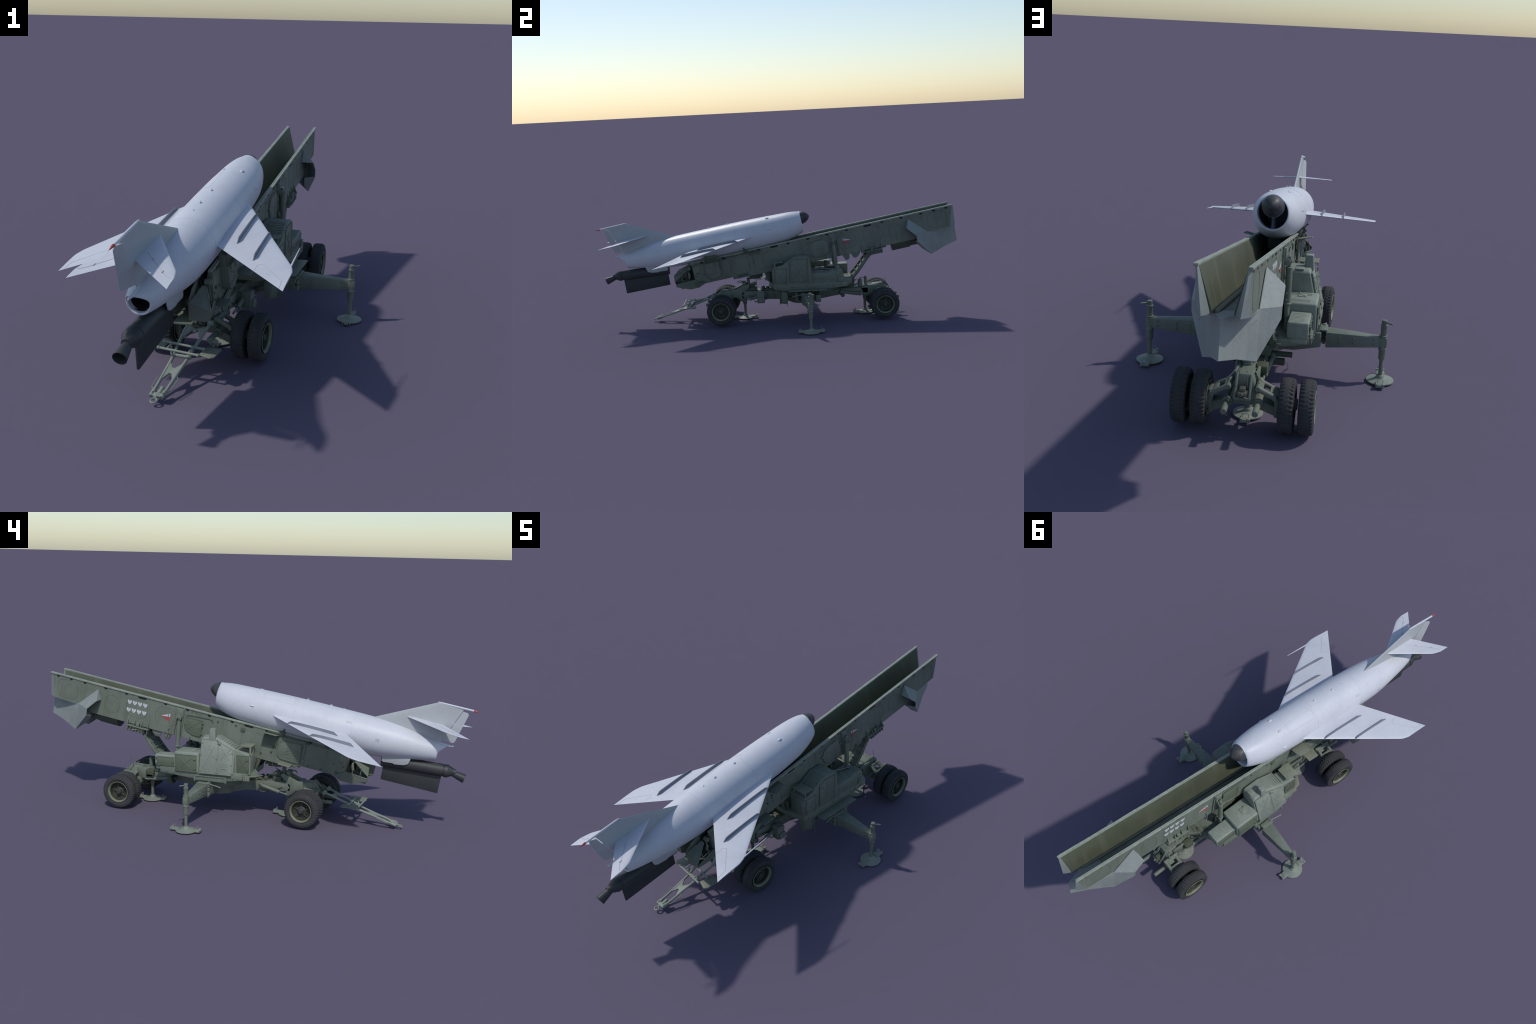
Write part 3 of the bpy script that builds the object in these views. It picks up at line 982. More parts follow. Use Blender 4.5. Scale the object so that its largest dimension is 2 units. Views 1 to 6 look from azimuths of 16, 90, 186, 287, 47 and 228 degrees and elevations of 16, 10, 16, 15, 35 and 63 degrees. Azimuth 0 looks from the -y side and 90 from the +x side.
# fold-down tread steps on the ramp flanks
for side in (1, -1):
    for cs, ch, ws, x1, tl in ((-0.055, 0.396, 0.070, 0.120, 0.010), (-0.143, 0.286, 0.062, 0.112, -0.004)) + (((-0.382, 0.296, 0.052, 0.109, 0.002),) if side > 0 else ()):
        P = Part('tread_step', TREAD_PALE if side < 0 else TREAD, ramp)
        a, b = side * 0.066, side * x1
        P.hexa([(a, cs - ws / 2, ch), (b, cs - ws / 2 + 0.004, ch + tl), (b, cs + ws / 2 - 0.004, ch + tl), (a, cs + ws / 2, ch),
                (a, cs - ws / 2, ch + 0.003), (b, cs - ws / 2 + 0.004, ch + tl + 0.003), (b, cs + ws / 2 - 0.004, ch + tl + 0.003), (a, cs + ws / 2, ch + 0.003)], 0.001)
        for i in range(9):
            for j in range(6):
                u, v = (i + 0.5) / 9, (j + 0.5) / 6
                P.ball((lerp(a, b, v), cs - ws / 2 + ws * u, ch + 0.003 + tl * v), 0.0016, 0.0010, 0.0008, 6)
        P.tube([(a, cs - ws / 3, ch - 0.016), (lerp(a, b, 0.5), cs - ws / 3, ch + tl * 0.5)], 0.0015, 6)
        P.tube([(a, cs + ws / 3, ch - 0.016), (lerp(a, b, 0.5), cs + ws / 3, ch + tl * 0.5)], 0.0015, 6)
        P.done()
P = Part('mud_flap', DARK_GREEN, ramp)
P.plate([(-0.070, -0.020, 0.390), (-0.070, -0.088, 0.396), (-0.074, -0.085, 0.350), (-0.074, -0.022, 0.346)], 0.002)
P.done()
# small fittings along the rear flanks
P = Part('flank_fitting', DARK_GREEN, ramp)
for side in (1, -1):
    rnd = random.Random(11 + side)
    for s, h in ((-0.070, 0.355), (-0.070, 0.340), (-0.066, 0.318), (-0.100, 0.330), (-0.225, 0.395), (-0.215, 0.398), (-0.12, 0.398), (-0.105, 0.400), (-0.195, 0.345), (-0.24, 0.30),
                 (-0.30, 0.30), (-0.35, 0.34), (-0.37, 0.305), (-0.395, 0.335), (-0.385, 0.350), (0.115, 0.392), (0.20, 0.388), (0.215, 0.285), (0.32, 0.280), (-0.02, 0.30), (0.31, 0.401), (0.325, 0.403)):
        w = rnd.uniform(0.002, 0.005)
        x0, x1 = sorted((side * (WX - 0.001), side * (WX + rnd.uniform(0.002, 0.006) + (0.0045 if s < -0.2 else 0))))
        P.box(x0, x1, s - w, s + w, h - w * 0.8, h + w * 0.8, 0.0008)
    P.tube([(side * (WX + 0.003), s, h) for s, h in ((-0.22, 0.402), (-0.15, 0.399), (-0.10, 0.404), (-0.03, 0.403))], 0.0016, 6)
    # latch hooks beside the rail that hold the missile
    for s in (-0.10, -0.31):
        P.box(*sorted((side * (WX - 0.002), side * (WX + 0.010))), s - 0.012, s + 0.012, 0.402, 0.420, 0.002)
        P.tube([(side * (WX + 0.004), s, 0.416), (side * (WX + 0.012), s - 0.006, 0.430), (side * (WX + 0.020), s - 0.008, 0.436)], 0.003, 8)
P.box(-(WX + 0.004), -WX, 0.07, 0.09, 0.372, 0.390, 0.001)
ob = P.done()
ob['kind'] = 'stuff'

# saddle rails that carry the missile in the trough
P = Part('missile_saddle', DARK_GREEN, ramp)
for s in (-0.34, -0.22, -0.05, 0.06):
    P.box(-0.022, 0.022, s - 0.010, s + 0.010, 0.37, 0.402, 0.002)
    P.box(-0.014, 0.014, s - 0.008, s + 0.008, 0.285, 0.39, 0.002)
P.done()


# ---- markings
def eagle(P, side, cs, ch, k=0.0125):
    """Spread-winged bird silhouette cut from thin sheet."""
    x = side * (WX + 0.0006)

    def put(poly):
        P.plate([(x, cs + k * u * (-side), ch + k * v) for u, v in poly], 0.0009)
    put([(-0.16, 0.55), (0.16, 0.55), (0.22, 0.05), (0.12, -0.45), (-0.12, -0.45), (-0.22, 0.05)])
    put([(-0.13, 0.52), (0.10, 0.52), (0.12, 0.78), (0.24, 0.72), (0.12, 0.98), (-0.08, 0.98), (-0.14, 0.8)])
    put([(-0.10, -0.42), (0.10, -0.42), (0.30, -0.95), (0.0, -1.05), (-0.30, -0.95)])
    for m in (1, -1):
        put([(m * 0.12, 0.42), (m * 0.42, 0.60), (m * 0.55, 0.95), (m * 0.80, 1.0), (m * 1.02, 0.72), (m * 1.05, 0.30), (m * 0.95, -0.10), (m * 0.72, -0.42), (m * 0.45, -0.50), (m * 0.14, -0.15)])
        put([(m * 0.12, -0.30), (m * 0.50, -0.62), (m * 0.62, -0.86), (m * 0.42, -0.82), (m * 0.22, -0.68)])


P = Part('eagle_marking', SIGN_WHITE, ramp)
for i in range(4):
    for h in (0.3700, 0.3335):
        eagle(P, -1, 0.636 - 0.026 * i, h + 0.0004 * i, 0.0098)
P.done()
for side in (1, -1):
    x = side * (WX + 0.0008)
    tip, up, lo = (0.474, 0.347), (0.430, 0.365), (0.430, 0.330)
    mid = (0.430, 0.350)
    P = Part('pennant_marking', SIGN_WHITE, ramp)
    P.plate([(x, *tip), (x, *up), (x, *mid)], 0.0009)
    P.done()
    P = Part('pennant_marking', RED, ramp)
    P.plate([(x, *tip), (x, *mid), (x, *lo)], 0.0009)
    P.done()
    P = Part('pennant_marking', SIGN_GREY, ramp)
    for dy, dz, w, h in ((0.438, 0.353, 0.008, 0.003), (0.438, 0.357, 0.003, 0.010), (0.438, 0.348, 0.006, 0.0025)):
        P.plate([(x + side * 0.0006, dy - w / 2, dz - h / 2), (x + side * 0.0006, dy + w / 2, dz - h / 2), (x + side * 0.0006, dy + w / 2, dz + h / 2), (x + side * 0.0006, dy - w / 2, dz + h / 2)], 0.0008)
    P.done()

# ---------------------------------------------------------------- elevating gear
for side in (1, -1):
    P = Part('hydraulic_cylinder', GREEN, launcher)
    a, b = Vector((side * 0.084, 0.325, 0.205)), Vector((side * 0.0835, 0.3105, 0.404))
    d = b - a
    P.cyl(a, a + d * 0.45, 0.0078)
    P.cyl(a + d * 0.43, a + d * 0.46, 0.0125)
    P.cyl(a + d * 0.455, b, 0.0102, n=24)
    P.cyl(b - d * 0.03, b + d * 0.01, 0.0108)
    P.cyl(b, b + d * 0.09, 0.0048)
    c = b + d * 0.10
    P.cyl(c - Vector((side * 0.010, 0, 0)), c + Vector((side * 0.008, 0, 0)), 0.006)
    P.box(c.x - 0.004, c.x + 0.004, c.y - 0.007, c.y + 0.007, c.z - 0.010, c.z + 0.016, 0.002)
    for f in (0.52, 0.62):
        p = a + d * f
        P.cyl(p, p + Vector((side * -0.004, 0.016, 0)), 0.0018, n=8)
    P.done()

P = Part('support_strut', GREEN, launcher)
p0, p1 = Vector((0, 0.402, 0.205)), Vector((0, 0.507, 0.340))
u = (p1 - p0).normalized()
nrm = Vector((0, -u.z, u.y))        # faces rear-up
S = Matrix(((1, 0, 0, 0), (0, u.y, nrm.y, p0.y), (0, u.z, nrm.z, p0.z), (0, 0, 0, 1)))
L = (p1 - p0).length
P.M = S
n = 12
arc = [(L * 1.06 * i / n, -0.003 * math.sin(math.pi * i / n) + 0.003 + 0.006 * (i / n) ** 3) for i in range(n + 1)]


def sw(t):
    return 0.060 - 0.006 * t / L


for (t0, d0), (t1, d1) in zip(arc, arc[1:]):
    P.hexa([(-sw(t0), t0, d0 - 0.012), (sw(t0), t0, d0 - 0.012), (sw(t1), t1, d1 - 0.012), (-sw(t1), t1, d1 - 0.012),
            (-sw(t0), t0, d0 - 0.008), (sw(t0), t0, d0 - 0.008), (sw(t1), t1, d1 - 0.008), (-sw(t1), t1, d1 - 0.008)], 0)
    for sg in (1, -1):
        P.hexa([(sg * sw(t0), t0, d0 - 0.014), (sg * (sw(t0) - 0.004), t0, d0 - 0.014), (sg * (sw(t1) - 0.004), t1, d1 - 0.014), (sg * sw(t1), t1, d1 - 0.014),
                (sg * sw(t0), t0, d0 + 0.002), (sg * (sw(t0) - 0.004), t0, d0 + 0.002), (sg * (sw(t1) - 0.004), t1, d1 + 0.002), (sg * sw(t1), t1, d1 + 0.002)], 0)
rnd = random.Random(21)
for i in range(6):
    t, d0 = arc[1 + 2 * i if i < 6 else n]
    for x in (-0.040, -0.016, 0.018, 0.042):
        xx = x + rnd.uniform(-0.006, 0.006)
        P.box(xx - 0.008, xx + 0.008, t - 0.0025, t + 0.0025, d0 - 0.009, d0 + rnd.uniform(-0.001, 0.005), 0.001)
P.box(-0.006, 0.006, 0.0, L, -0.022, -0.006, 0.001)
P.M = I4
P.cyl((-0.066, 0.402, 0.207), (0.066, 0.402, 0.207), 0.010)
P.done()
P = Part('strut_foot', DARK_GREEN, launcher)
for side in (1, -1):
    P.box(*sorted((side * 0.045, side * 0.068)), 0.375, 0.420, 0.186, 0.214, 0.003)
    P.tube([(side * 0.03, 0.40, 0.20), (side * 0.055, 0.425, 0.195), (side * 0.07, 0.43, 0.205), (side * 0.08, 0.424, 0.203)], 0.0022, 8)
P.box(-0.05, 0.05, 0.35, 0.42, 0.16, 0.196, 0.003)
P.done()

# pedestal with trunnion under the ramp
P = Part('pedestal', DARK_GREEN, launcher)
P.box(-0.050, 0.050, -0.035, 0.33, 0.195, 0.218, 0.004)
P.box(-0.048, 0.045, 0.02, 0.23, 0.21, 0.262, 0.004)
P.box(-0.052, 0.050, 0.225, 0.345, 0.205, 0.264, 0.005)
P.box(-0.040, 0.012, 0.262, 0.320, 0.262, 0.272, 0.003)
P.cyl((0.030, 0.268, 0.24), (0.030, 0.268, 0.310), 0.009)
for side in (1, -1):
    P.prism([(-0.075, 0.268), (-0.020, 0.278), (0.0, 0.20), (-0.045, 0.20), (-0.062, 0.232)], 'x', side * 0.050, side * 0.060, 0.002)
    P.prism([(-0.055, 0.268), (-0.045, 0.268), (-0.040, 0.215), (-0.050, 0.235)], 'x', side * 0.058, side * 0.078, 0.001)
    P.prism([(-0.030, 0.272), (-0.022, 0.272), (-0.018, 0.215), (-0.026, 0.235)], 'x', side * 0.058, side * 0.078, 0.001)
P.cyl((-0.07, -0.045, 0.255), (0.07, -0.045, 0.255), 0.010)
P.tube([(0.062, -0.010, 0.235), (0.078, -0.03, 0.222), (0.085, -0.035, 0.205), (0.078, -0.030, 0.19)], 0.0025, 8)
P.done()
# hydraulic lines lying on the deck
P = Part('hose', GREEN_PALE, launcher)
P.tube([(0.055, 0.205, 0.285), (0.06, 0.23, 0.283), (0.07, 0.26, 0.272), (0.085, 0.30, 0.270), (0.10, 0.33, 0.272)], 0.0025, 8)
P.done()

# ---------------------------------------------------------------- turntable deck
P = Part('deck', GREEN, launcher)
plan = [(0.095, -0.042), (0.154, -0.024), (0.1555, 0.180), (0.1545, 0.372), (0.085, 0.405), (-0.085, 0.405), (-0.158, 0.372), (-0.168, 0.18), (-0.160, -0.02), (-0.105, -0.075), (-0.06, -0.05), (0.06, -0.05)]
# skirt is deeper amidships: three stations of prisms
P.prism(plan, 'z', 0.188, 0.2125, 0.002)
for side, x0, x1 in ((1, 0.146, 0.1556), (-1, -0.1665, -0.150)):
    P.prism([(-0.020, 0.208), (-0.020, 0.184), (0.045, 0.174), (0.225, 0.1735), (0.368, 0.187), (0.368, 0.208)], 'x', x0, x1, 0.001)
P.prism([(0.08, -0.03), (0.15, 0.03), (0.15, 0.22), (0.08, 0.34), (-0.08, 0.34), (-0.158, 0.22), (-0.158, 0.03), (-0.08, -0.03)], 'z', 0.172, 0.19, 0.003)
P.lathe([(0, 0.115), (0.02, 0.115), (0.022, 0.10), (0.04, 0.10)], (0, 0.135, 0.132), (0, 0, 1), 48)
for y, z in ((0.000, 0.196), (0.022, 0.196), (0.070, 0.197), (0.085, 0.197), (0.150, 0.201), (0.270, 0.198), (0.300, 0.197), (0.335, 0.2)):
    P.cyl((0.155, y, z), (0.160, y, z), 0.0035, n=10)
    P.cyl((-0.166, y, z - 0.006), (-0.1715, y, z - 0.006), 0.003, n=10)
deck = P.done()
P = Part('running_board', TREAD, deck)
P.box(0.154, 0.2, 0.050, 0.258, 0.1775, 0.1815, 0.001)
for i in range(26):
    for j in range(6):
        P.ball((0.159 + 0.0068 * j, 0.056 + 0.0078 * i, 0.1815), 0.0013, 0.0008, 0.0007, 6)
for y in (0.07, 0.15, 0.24):
    P.prism([(0.152, 0.178), (0.195, 0.178), (0.152, 0.162)], 'y', y - 0.0015, y + 0.0015, 0.0004)
P.done()
P = Part('running_board', GREEN, deck)      # folded up on the west side
P.box(-0.176, -0.1715, 0.050, 0.205, 0.168, 0.190, 0.001)
P.box(-0.1795, -0.172, 0.050, 0.205, 0.187, 0.192, 0.001)
for y in (0.055, 0.13, 0.198):
    P.box(-0.1795, -0.164, y - 0.003, y + 0.003, 0.164, 0.19, 0.001)
P.done()
P = Part('tread_step', TREAD_PALE, deck)
P.hexa([(-0.150, -0.075, 0.200), (-0.110, -0.098, 0.200), (-0.118, -0.030, 0.197), (-0.165, -0.012, 0.197), (-0.150, -0.075, 0.203), (-0.110, -0.098, 0.203), (-0.118, -0.030, 0.200), (-0.165, -0.012, 0.200)], 0.001)
P.box(-0.160, -0.150, -0.05, -0.02, 0.18, 0.198, 0.002)
P.done()


def door_cross(P, x, side, y0, y1, z0, z1, f, extra=True):
    """Pressed X and short bars on a door; f maps (y, z) to the x of the skin."""
    def pt(y, z):
        return (f(y, z) + side * 0.0004, y, z)
    P.tube([pt(lerp(y0, y1, 0.12), lerp(z0, z1, 0.85)), pt(lerp(y0, y1, 0.88), lerp(z0, z1, 0.12))], 0.0015, 6)
    P.tube([pt(lerp(y0, y1, 0.88), lerp(z0, z1, 0.85)), pt(lerp(y0, y1, 0.12), lerp(z0, z1, 0.12))], 0.0015, 6)
    if extra:
        c = 0.5
        for a, b in (((0.1, c), (0.3, c)), ((0.7, c), (0.9, c)), ((c, 0.12), (c, 0.3)), ((c, 0.7), (c, 0.88))):
            P.tube([pt(lerp(y0, y1, a[0]), lerp(z0, z1, a[1])), pt(lerp(y0, y1, b[0]), lerp(z0, z1, b[1]))], 0.0009, 6)


# ---- east cabin
P = Part('equipment_cabin', GREEN, launcher)
prof = [(-0.024, 0.205), (-0.024, 0.304), (0.028, 0.318), (0.060, 0.337), (0.095, 0.358), (0.155, 0.358), (0.172, 0.350), (0.184, 0.270), (0.184, 0.205)]
P.prism(prof, 'x', 0.067, 0.1555, 0.0035, 3)
P.box(0.100, 0.150, -0.030, -0.02, 0.208, 0.298, 0.003)
for i in range(9):
    t = i / 8
    y, z = lerp(0.040, 0.098, t), lerp(0.3265, 0.3605, t)
    P.tube([(0.084, y, z + 0.0003), (0.146, y, z + 0.0003)], 0.0016, 6)
for i in range(4):
    x = 0.106 + 0.011 * i
    P.box(x - 0.001, x + 0.001, -0.0312, -0.029, 0.225, 0.285, 0.0004)
cab_e = P.done()
for poly in ([(-0.015, 0.222), (0.042, 0.222), (0.042, 0.297), (-0.015, 0.297)], [(0.066, 0.225), (0.158, 0.225), (0.158, 0.346), (0.094, 0.346), (0.066, 0.331)]):
    P = Part('cabin_door', GREEN, cab_e)
    P.prism(poly, 'x', 0.153, 0.1570, 0.001)
    P.tube([(0.1574, *p) for p in poly], 0.0020, 6, closed=True)
    ys, zs = [p[0] for p in poly], [p[1] for p in poly]
    door_cross(P, 0, 1, min(ys) + 0.004, max(ys) - 0.004, min(zs), min(zs) + (max(zs) - min(zs)) * 0.92, lambda y, z: 0.1570)
    for z in (lerp(min(zs), max(zs), 0.15), lerp(min(zs), max(zs), 0.75)):
        P.box(0.1565, 0.160, max(ys) - 0.001, max(ys) + 0.005, z - 0.003, z + 0.003, 0.0008)
        P.cyl((0.157, min(ys) + 0.006, z), (0.1605, min(ys) + 0.006, z), 0.0025, n=8)
    P.done()
P = Part('door_seam', SEAM_GREEN, cab_e)
for poly in ([(-0.019, 0.218), (0.046, 0.218), (0.046, 0.301), (-0.019, 0.301)], [(0.062, 0.221), (0.162, 0.221), (0.162, 0.350), (0.093, 0.350), (0.062, 0.334)]):
    P.tube([(0.1557, *p) for p in poly], 0.0009, 5, closed=True)
ob = P.done()
ob['kind'] = 'stuff'
P = Part('tread_step', TREAD, cab_e)
P.box(0.080, 0.152, -0.026, 0.030, 0.3290, 0.3325, 0.001)
for i in range(10):
    for j in range(12):
        P.ball((0.083 + 0.006 * j, -0.022 + 0.0052 * i, 0.3325), 0.0014, 0.0009, 0.0008, 6)
for x in (0.085, 0.148):
    P.box(x - 0.002, x + 0.002, -0.018, -0.012, 0.30, 0.33, 0.0005)
P.done()
# east generator hood
P = Part('generator_hood', GREEN, launcher)
P.prism([(0.180, 0.205), (0.180, 0.266), (0.275, 0.265), (0.300, 0.274), (0.345, 0.274), (0.353, 0.262), (0.353, 0.205)], 'x', 0.100, 0.1510, 0.006, 3)
P.prism([(0.184, 0.205), (0.184, 0.262), (0.350, 0.262), (0.350, 0.205)], 'x', 0.052, 0.104, 0.004)
P.plate([(0.140, 0.195, 0.2665), (0.140, 0.268, 0.2665), (0.085, 0.285, 0.2665), (0.085, 0.195, 0.2665)], 0.002, 0.0006)
for y in (0.21, 0.245):
    P.cyl((0.138, y, 0.266), (0.138, y, 0.272), 0.003, n=8)
for i in range(11):
    y = 0.200 + 0.0105 * i
    P.box(0.1500, 0.1522, y - 0.0012, y + 0.0012, 0.224, 0.248, 0.0006)
P.ball((0.152, 0.236, 0.236), 0.003, 0.005, 0.005, 10)
P.box(0.1500, 0.1600, 0.322, 0.350, 0.214, 0.238, 0.002)
P.cyl((0.158, 0.338, 0.226), (0.163, 0.338, 0.226), 0.003, n=8)
P.box(0.1500, 0.1540, 0.318, 0.338, 0.244, 0.252, 0.001)
for y in (0.333, 0.343):
    P.ball((0.151, y, 0.258), 0.003, 0.003, 0.003, 8)
P.done()

# ---- west cabin and boxes
wx_top, wx_bot = -0.143, -0.1760


def west_x(y, z):
    return lerp(wx_bot, wx_top, (z - 0.203) / (0.352 - 0.203))


P = Part('equipment_cabin', GREEN_PALE, launcher)
prof = [(0.183, 0.204), (0.183, 0.352), (0.172, 0.360), (0.108, 0.360), (0.022, 0.318), (0.022, 0.204)]
n = len(prof)
vs = [(-0.068, y, z) for y, z in prof] + [(west_x(y, z) + 0.003, y, z) for y, z in prof]
P.raw(vs, [tuple(range(n)), tuple(range(n, 2 * n))] + [(i, (i + 1) % n, n + (i + 1) % n, n + i) for i in range(n)], 0.006, 3)
P.prism([(0.026, 0.205), (0.026, 0.3175), (-0.043, 0.299), (-0.049, 0.290), (-0.049, 0.205)], 'x', -0.147, -0.080, 0.005, 3)
for i in range(9):
    t = i / 8
    y, z = lerp(0.100, 0.010, t), lerp(0.3565, 0.315, t)
    P.tube([(-0.080, y, z), (-0.134, y, z)], 0.0014, 6)
P.prism([(-0.118, 0.150), (-0.090, 0.150), (-0.090, 0.178), (-0.118, 0.178)], 'z', 0.358, 0.3625, 0.0015)
cab_w = P.done()
P = Part('cabin_door', GREEN_PALE, cab_w)
poly = [(0.176, 0.203), (0.176, 0.350), (0.106, 0.350), (0.028, 0.312), (0.028, 0.203)]
P.plate([(west_x(y, z), y, z) for y, z in poly], 0.004, 0.001)
edge = [(west_x(y, z) - 0.002, y, z) for y, z in poly]
P.tube(edge, 0.0017, 6, closed=True)
P.tube([(west_x(0, 0.203) - 0.0025, 0.096, 0.204), (west_x(0, 0.342) - 0.0025, 0.096, 0.342)], 0.0017, 6)
f = lambda y, z: west_x(y, z) - 0.0020
door_cross(P, 0, -1, 0.105, 0.172, 0.210, 0.345, f)
door_cross(P, 0, -1, 0.034, 0.088, 0.262, 0.325, f)
for z in (0.238, 0.249):
    P.tube([(f(0, z), 0.038, z), (f(0, z), 0.084, z + 0.001)], 0.0010, 6)
P.tube([(f(0, 0.22) + 0.0003, 0.062 + 0.016 * math.cos(a), 0.2195 + 0.010 * math.sin(a)) for a in [2 * math.pi * k / 20 for k in range(20)]], 0.0010, 6, closed=True)
for y, z in ((0.099, 0.336), (0.092, 0.333), (0.099, 0.212), (0.092, 0.212), (0.101, 0.27), (0.172, 0.335), (0.172, 0.215), (0.174, 0.285), (0.031, 0.30), (0.031, 0.25), (0.031, 0.215)):
    P.box(f(y, z) - 0.0035, f(y, z) + 0.001, y - 0.003, y + 0.003, z - 0.0035, z + 0.0035, 0.0008)
P.done()
P = Part('cabin_door', DOOR_GREEN, cab_w)
P.box(-0.1500, -0.146, -0.044, 0.012, 0.216, 0.292, 0.001)
P.tube([(-0.150, y, z) for y, z in ((-0.044, 0.216), (0.012, 0.216), (0.012, 0.292), (-0.044, 0.292))], 0.0013, 6, closed=True)
door_cross(P, 0, -1, -0.042, 0.006, 0.220, 0.288, lambda y, z: -0.1500, False)
for z in (0.228, 0.272):
    P.box(-0.154, -0.149, -0.041, -0.034, z - 0.004, z + 0.004, 0.001)
P.done()
P = Part('periscope_box', GREEN_PALE, cab_w)
P.hexa([(-0.147, 0.114, 0.345), (-0.115, 0.114, 0.345), (-0.115, 0.144, 0.345), (-0.147, 0.144, 0.345),
        (-0.143, 0.117, 0.399), (-0.118, 0.117, 0.399), (-0.118, 0.141, 0.399), (-0.143, 0.141, 0.399)], 0.003, 3)
P.tube([(-0.148, 0.105, 0.350), (-0.156, 0.098, 0.352), (-0.158, 0.09, 0.338), (-0.152, 0.085, 0.333)], 0.0013, 6)
P.done()
P = Part('tread_step', TREAD_PALE, cab_w)
P.hexa([(-0.152, -0.056, 0.333), (-0.084, -0.056, 0.333), (-0.084, 0.000, 0.333), (-0.152, 0.000, 0.333), (-0.152, -0.056, 0.3365), (-0.084, -0.056, 0.3365), (-0.084, 0.000, 0.3365), (-0.152, 0.000, 0.3365)], 0.001)
for i in range(9):
    for j in range(11):
        P.ball((-0.148 + 0.006 * j, -0.051 + 0.0056 * i, 0.3365), 0.0014, 0.0009, 0.0008, 6)
P.box(-0.15, -0.146, -0.053, -0.045, 0.295, 0.334, 0.001)
P.box(-0.10, -0.09, -0.05, -0.04, 0.295, 0.334, 0.001)
P.done()
P = Part('equipment_box', GREEN_PALE, launcher)
P.box(-0.1725, -0.072, 0.182, 0.298, 0.197, 0.2905, 0.007, 3)
for i in range(8):
    y = 0.200 + 0.007 * i if i < 4 else 0.262 + 0.007 * (i - 4)
    P.tube([(-0.082, y, 0.2905), (-0.150, y, 0.2905)], 0.0010, 6)
P.box(-0.134, -0.108, 0.212, 0.238, 0.2895, 0.2930, 0.0012)
P.tube([(-0.110, 0.214, 0.2935), (-0.132, 0.236, 0.2935)], 0.0009, 6)
P.tube([(-0.110, 0.236, 0.2935), (-0.132, 0.214, 0.2935)], 0.0009, 6)
P.ball((-0.112, 0.213, 0.295), 0.0035, 0.0035, 0.004, 10)
box2 = P.done()
P = Part('box_door', DOOR_GREEN, box2)
P.box(-0.1750, -0.170, 0.192, 0.291, 0.204, 0.278, 0.001)
P.tube([(-0.1750, y, z) for y, z in ((0.192, 0.204), (0.291, 0.204), (0.291, 0.278), (0.192, 0.278))], 0.0016, 6, closed=True)
door_cross(P, 0, -1, 0.207, 0.284, 0.208, 0.274, lambda y, z: -0.1750)
for z in (0.218, 0.261):
    P.box(-0.1795, -0.1745, 0.195, 0.204, z - 0.004, z + 0.004, 0.001)
P.done()
P = Part('equipment_box', GREEN_PALE, launcher)
P.box(-0.158, -0.093, 0.292, 0.3985, 0.212, 0.2645, 0.006, 3)
P.box(-0.152, -0.098, 0.292, 0.394, 0.196, 0.216, 0.003)
for i in range(7):
    y = 0.322 + 0.011 * i
    P.tube([(-0.100, y, 0.2645), (-0.142, y, 0.2645)], 0.0009, 6)
P.tube([(-0.126 + 0.020 * math.cos(a), 0.3987, 0.2385 + 0.020 * math.sin(a)) for a in [2 * math.pi * k / 28 for k in range(28)]], 0.0008, 5, closed=True)
box1 = P.done()
P = Part('box_door', DOOR_GREEN, box1)
P.box(-0.1605, -0.156, 0.306, 0.386, 0.216, 0.256, 0.001)
P.tube([(-0.1605, y, z) for y, z in ((0.306, 0.216), (0.386, 0.216), (0.386, 0.256), (0.306, 0.256))], 0.0014, 6, closed=True)
for z in (0.224, 0.249):
    P.box(-0.164, -0.157, 0.386, 0.393, z - 0.004, z + 0.004, 0.001)
P.box(-0.164, -0.159, 0.307, 0.313, 0.231, 0.243, 0.001)
P.done()

# ---------------------------------------------------------------- chassis
P = Part('chassis_beam', GREEN, launcher)
P.prism([(-0.205, 0.118), (-0.205, 0.150), (-0.19, 0.158), (0.02, 0.153), (0.30, 0.152), (0.36, 0.150), (0.498, 0.148), (0.498, 0.116), (0.40, 0.120), (0.33, 0.112), (0.20, 0.092), (0.06, 0.090), (0.0, 0.105), (-0.10, 0.110)],
        'x', -0.034, 0.034, 0.003)
for side in (1, -1):
    for y in (-0.06, -0.03, 0.24, 0.30, 0.36):
        P.cyl((side * 0.033, y, 0.135), (side * 0.037, y, 0.135), 0.004, n=10)
P.cyl((0.0, 0.135, 0.085), (0.0, 0.135, 0.15), 0.075, n=36)
# cross beam that carries the outriggers
P.prism([(-0.185, 0.110), (-0.185, 0.158), (0.185, 0.158), (0.185, 0.110), (0.10, 0.092), (-0.10, 0.092)], 'y', 0.125, 0.190, 0.003)
P.prism([(0.03, 0.095), (0.03, 0.150), (0.18, 0.150), (0.18, 0.112)], 'y', 0.195, 0.225, 0.002)
P.done()

P = Part('side_bracket', GREEN, launcher)
P.plate([(0.100, 0.005, 0.165), (0.100, 0.005, 0.100), (0.124, 0.005, 0.092), (0.130, 0.005, 0.165)], 0.003, 0.0006)
P.plate([(0.120, 0.045, 0.165), (0.120, 0.045, 0.100), (0.152, 0.045, 0.091), (0.150, 0.045, 0.165)], 0.003, 0.0006)
P.plate([(0.116, 0.004, 0.165), (0.112, 0.004, 0.098), (0.138, 0.046, 0.098), (0.140, 0.046, 0.165)], 0.003, 0.0006)
for side in (1,):
    P.cyl((side * 0.06, 0.06, 0.115), (side * 0.10, 0.13, 0.118), 0.010)
    P.box(*sorted((side * 0.07, side * 0.13)), 0.09, 0.105, 0.110, 0.16, 0.002)
P.done()

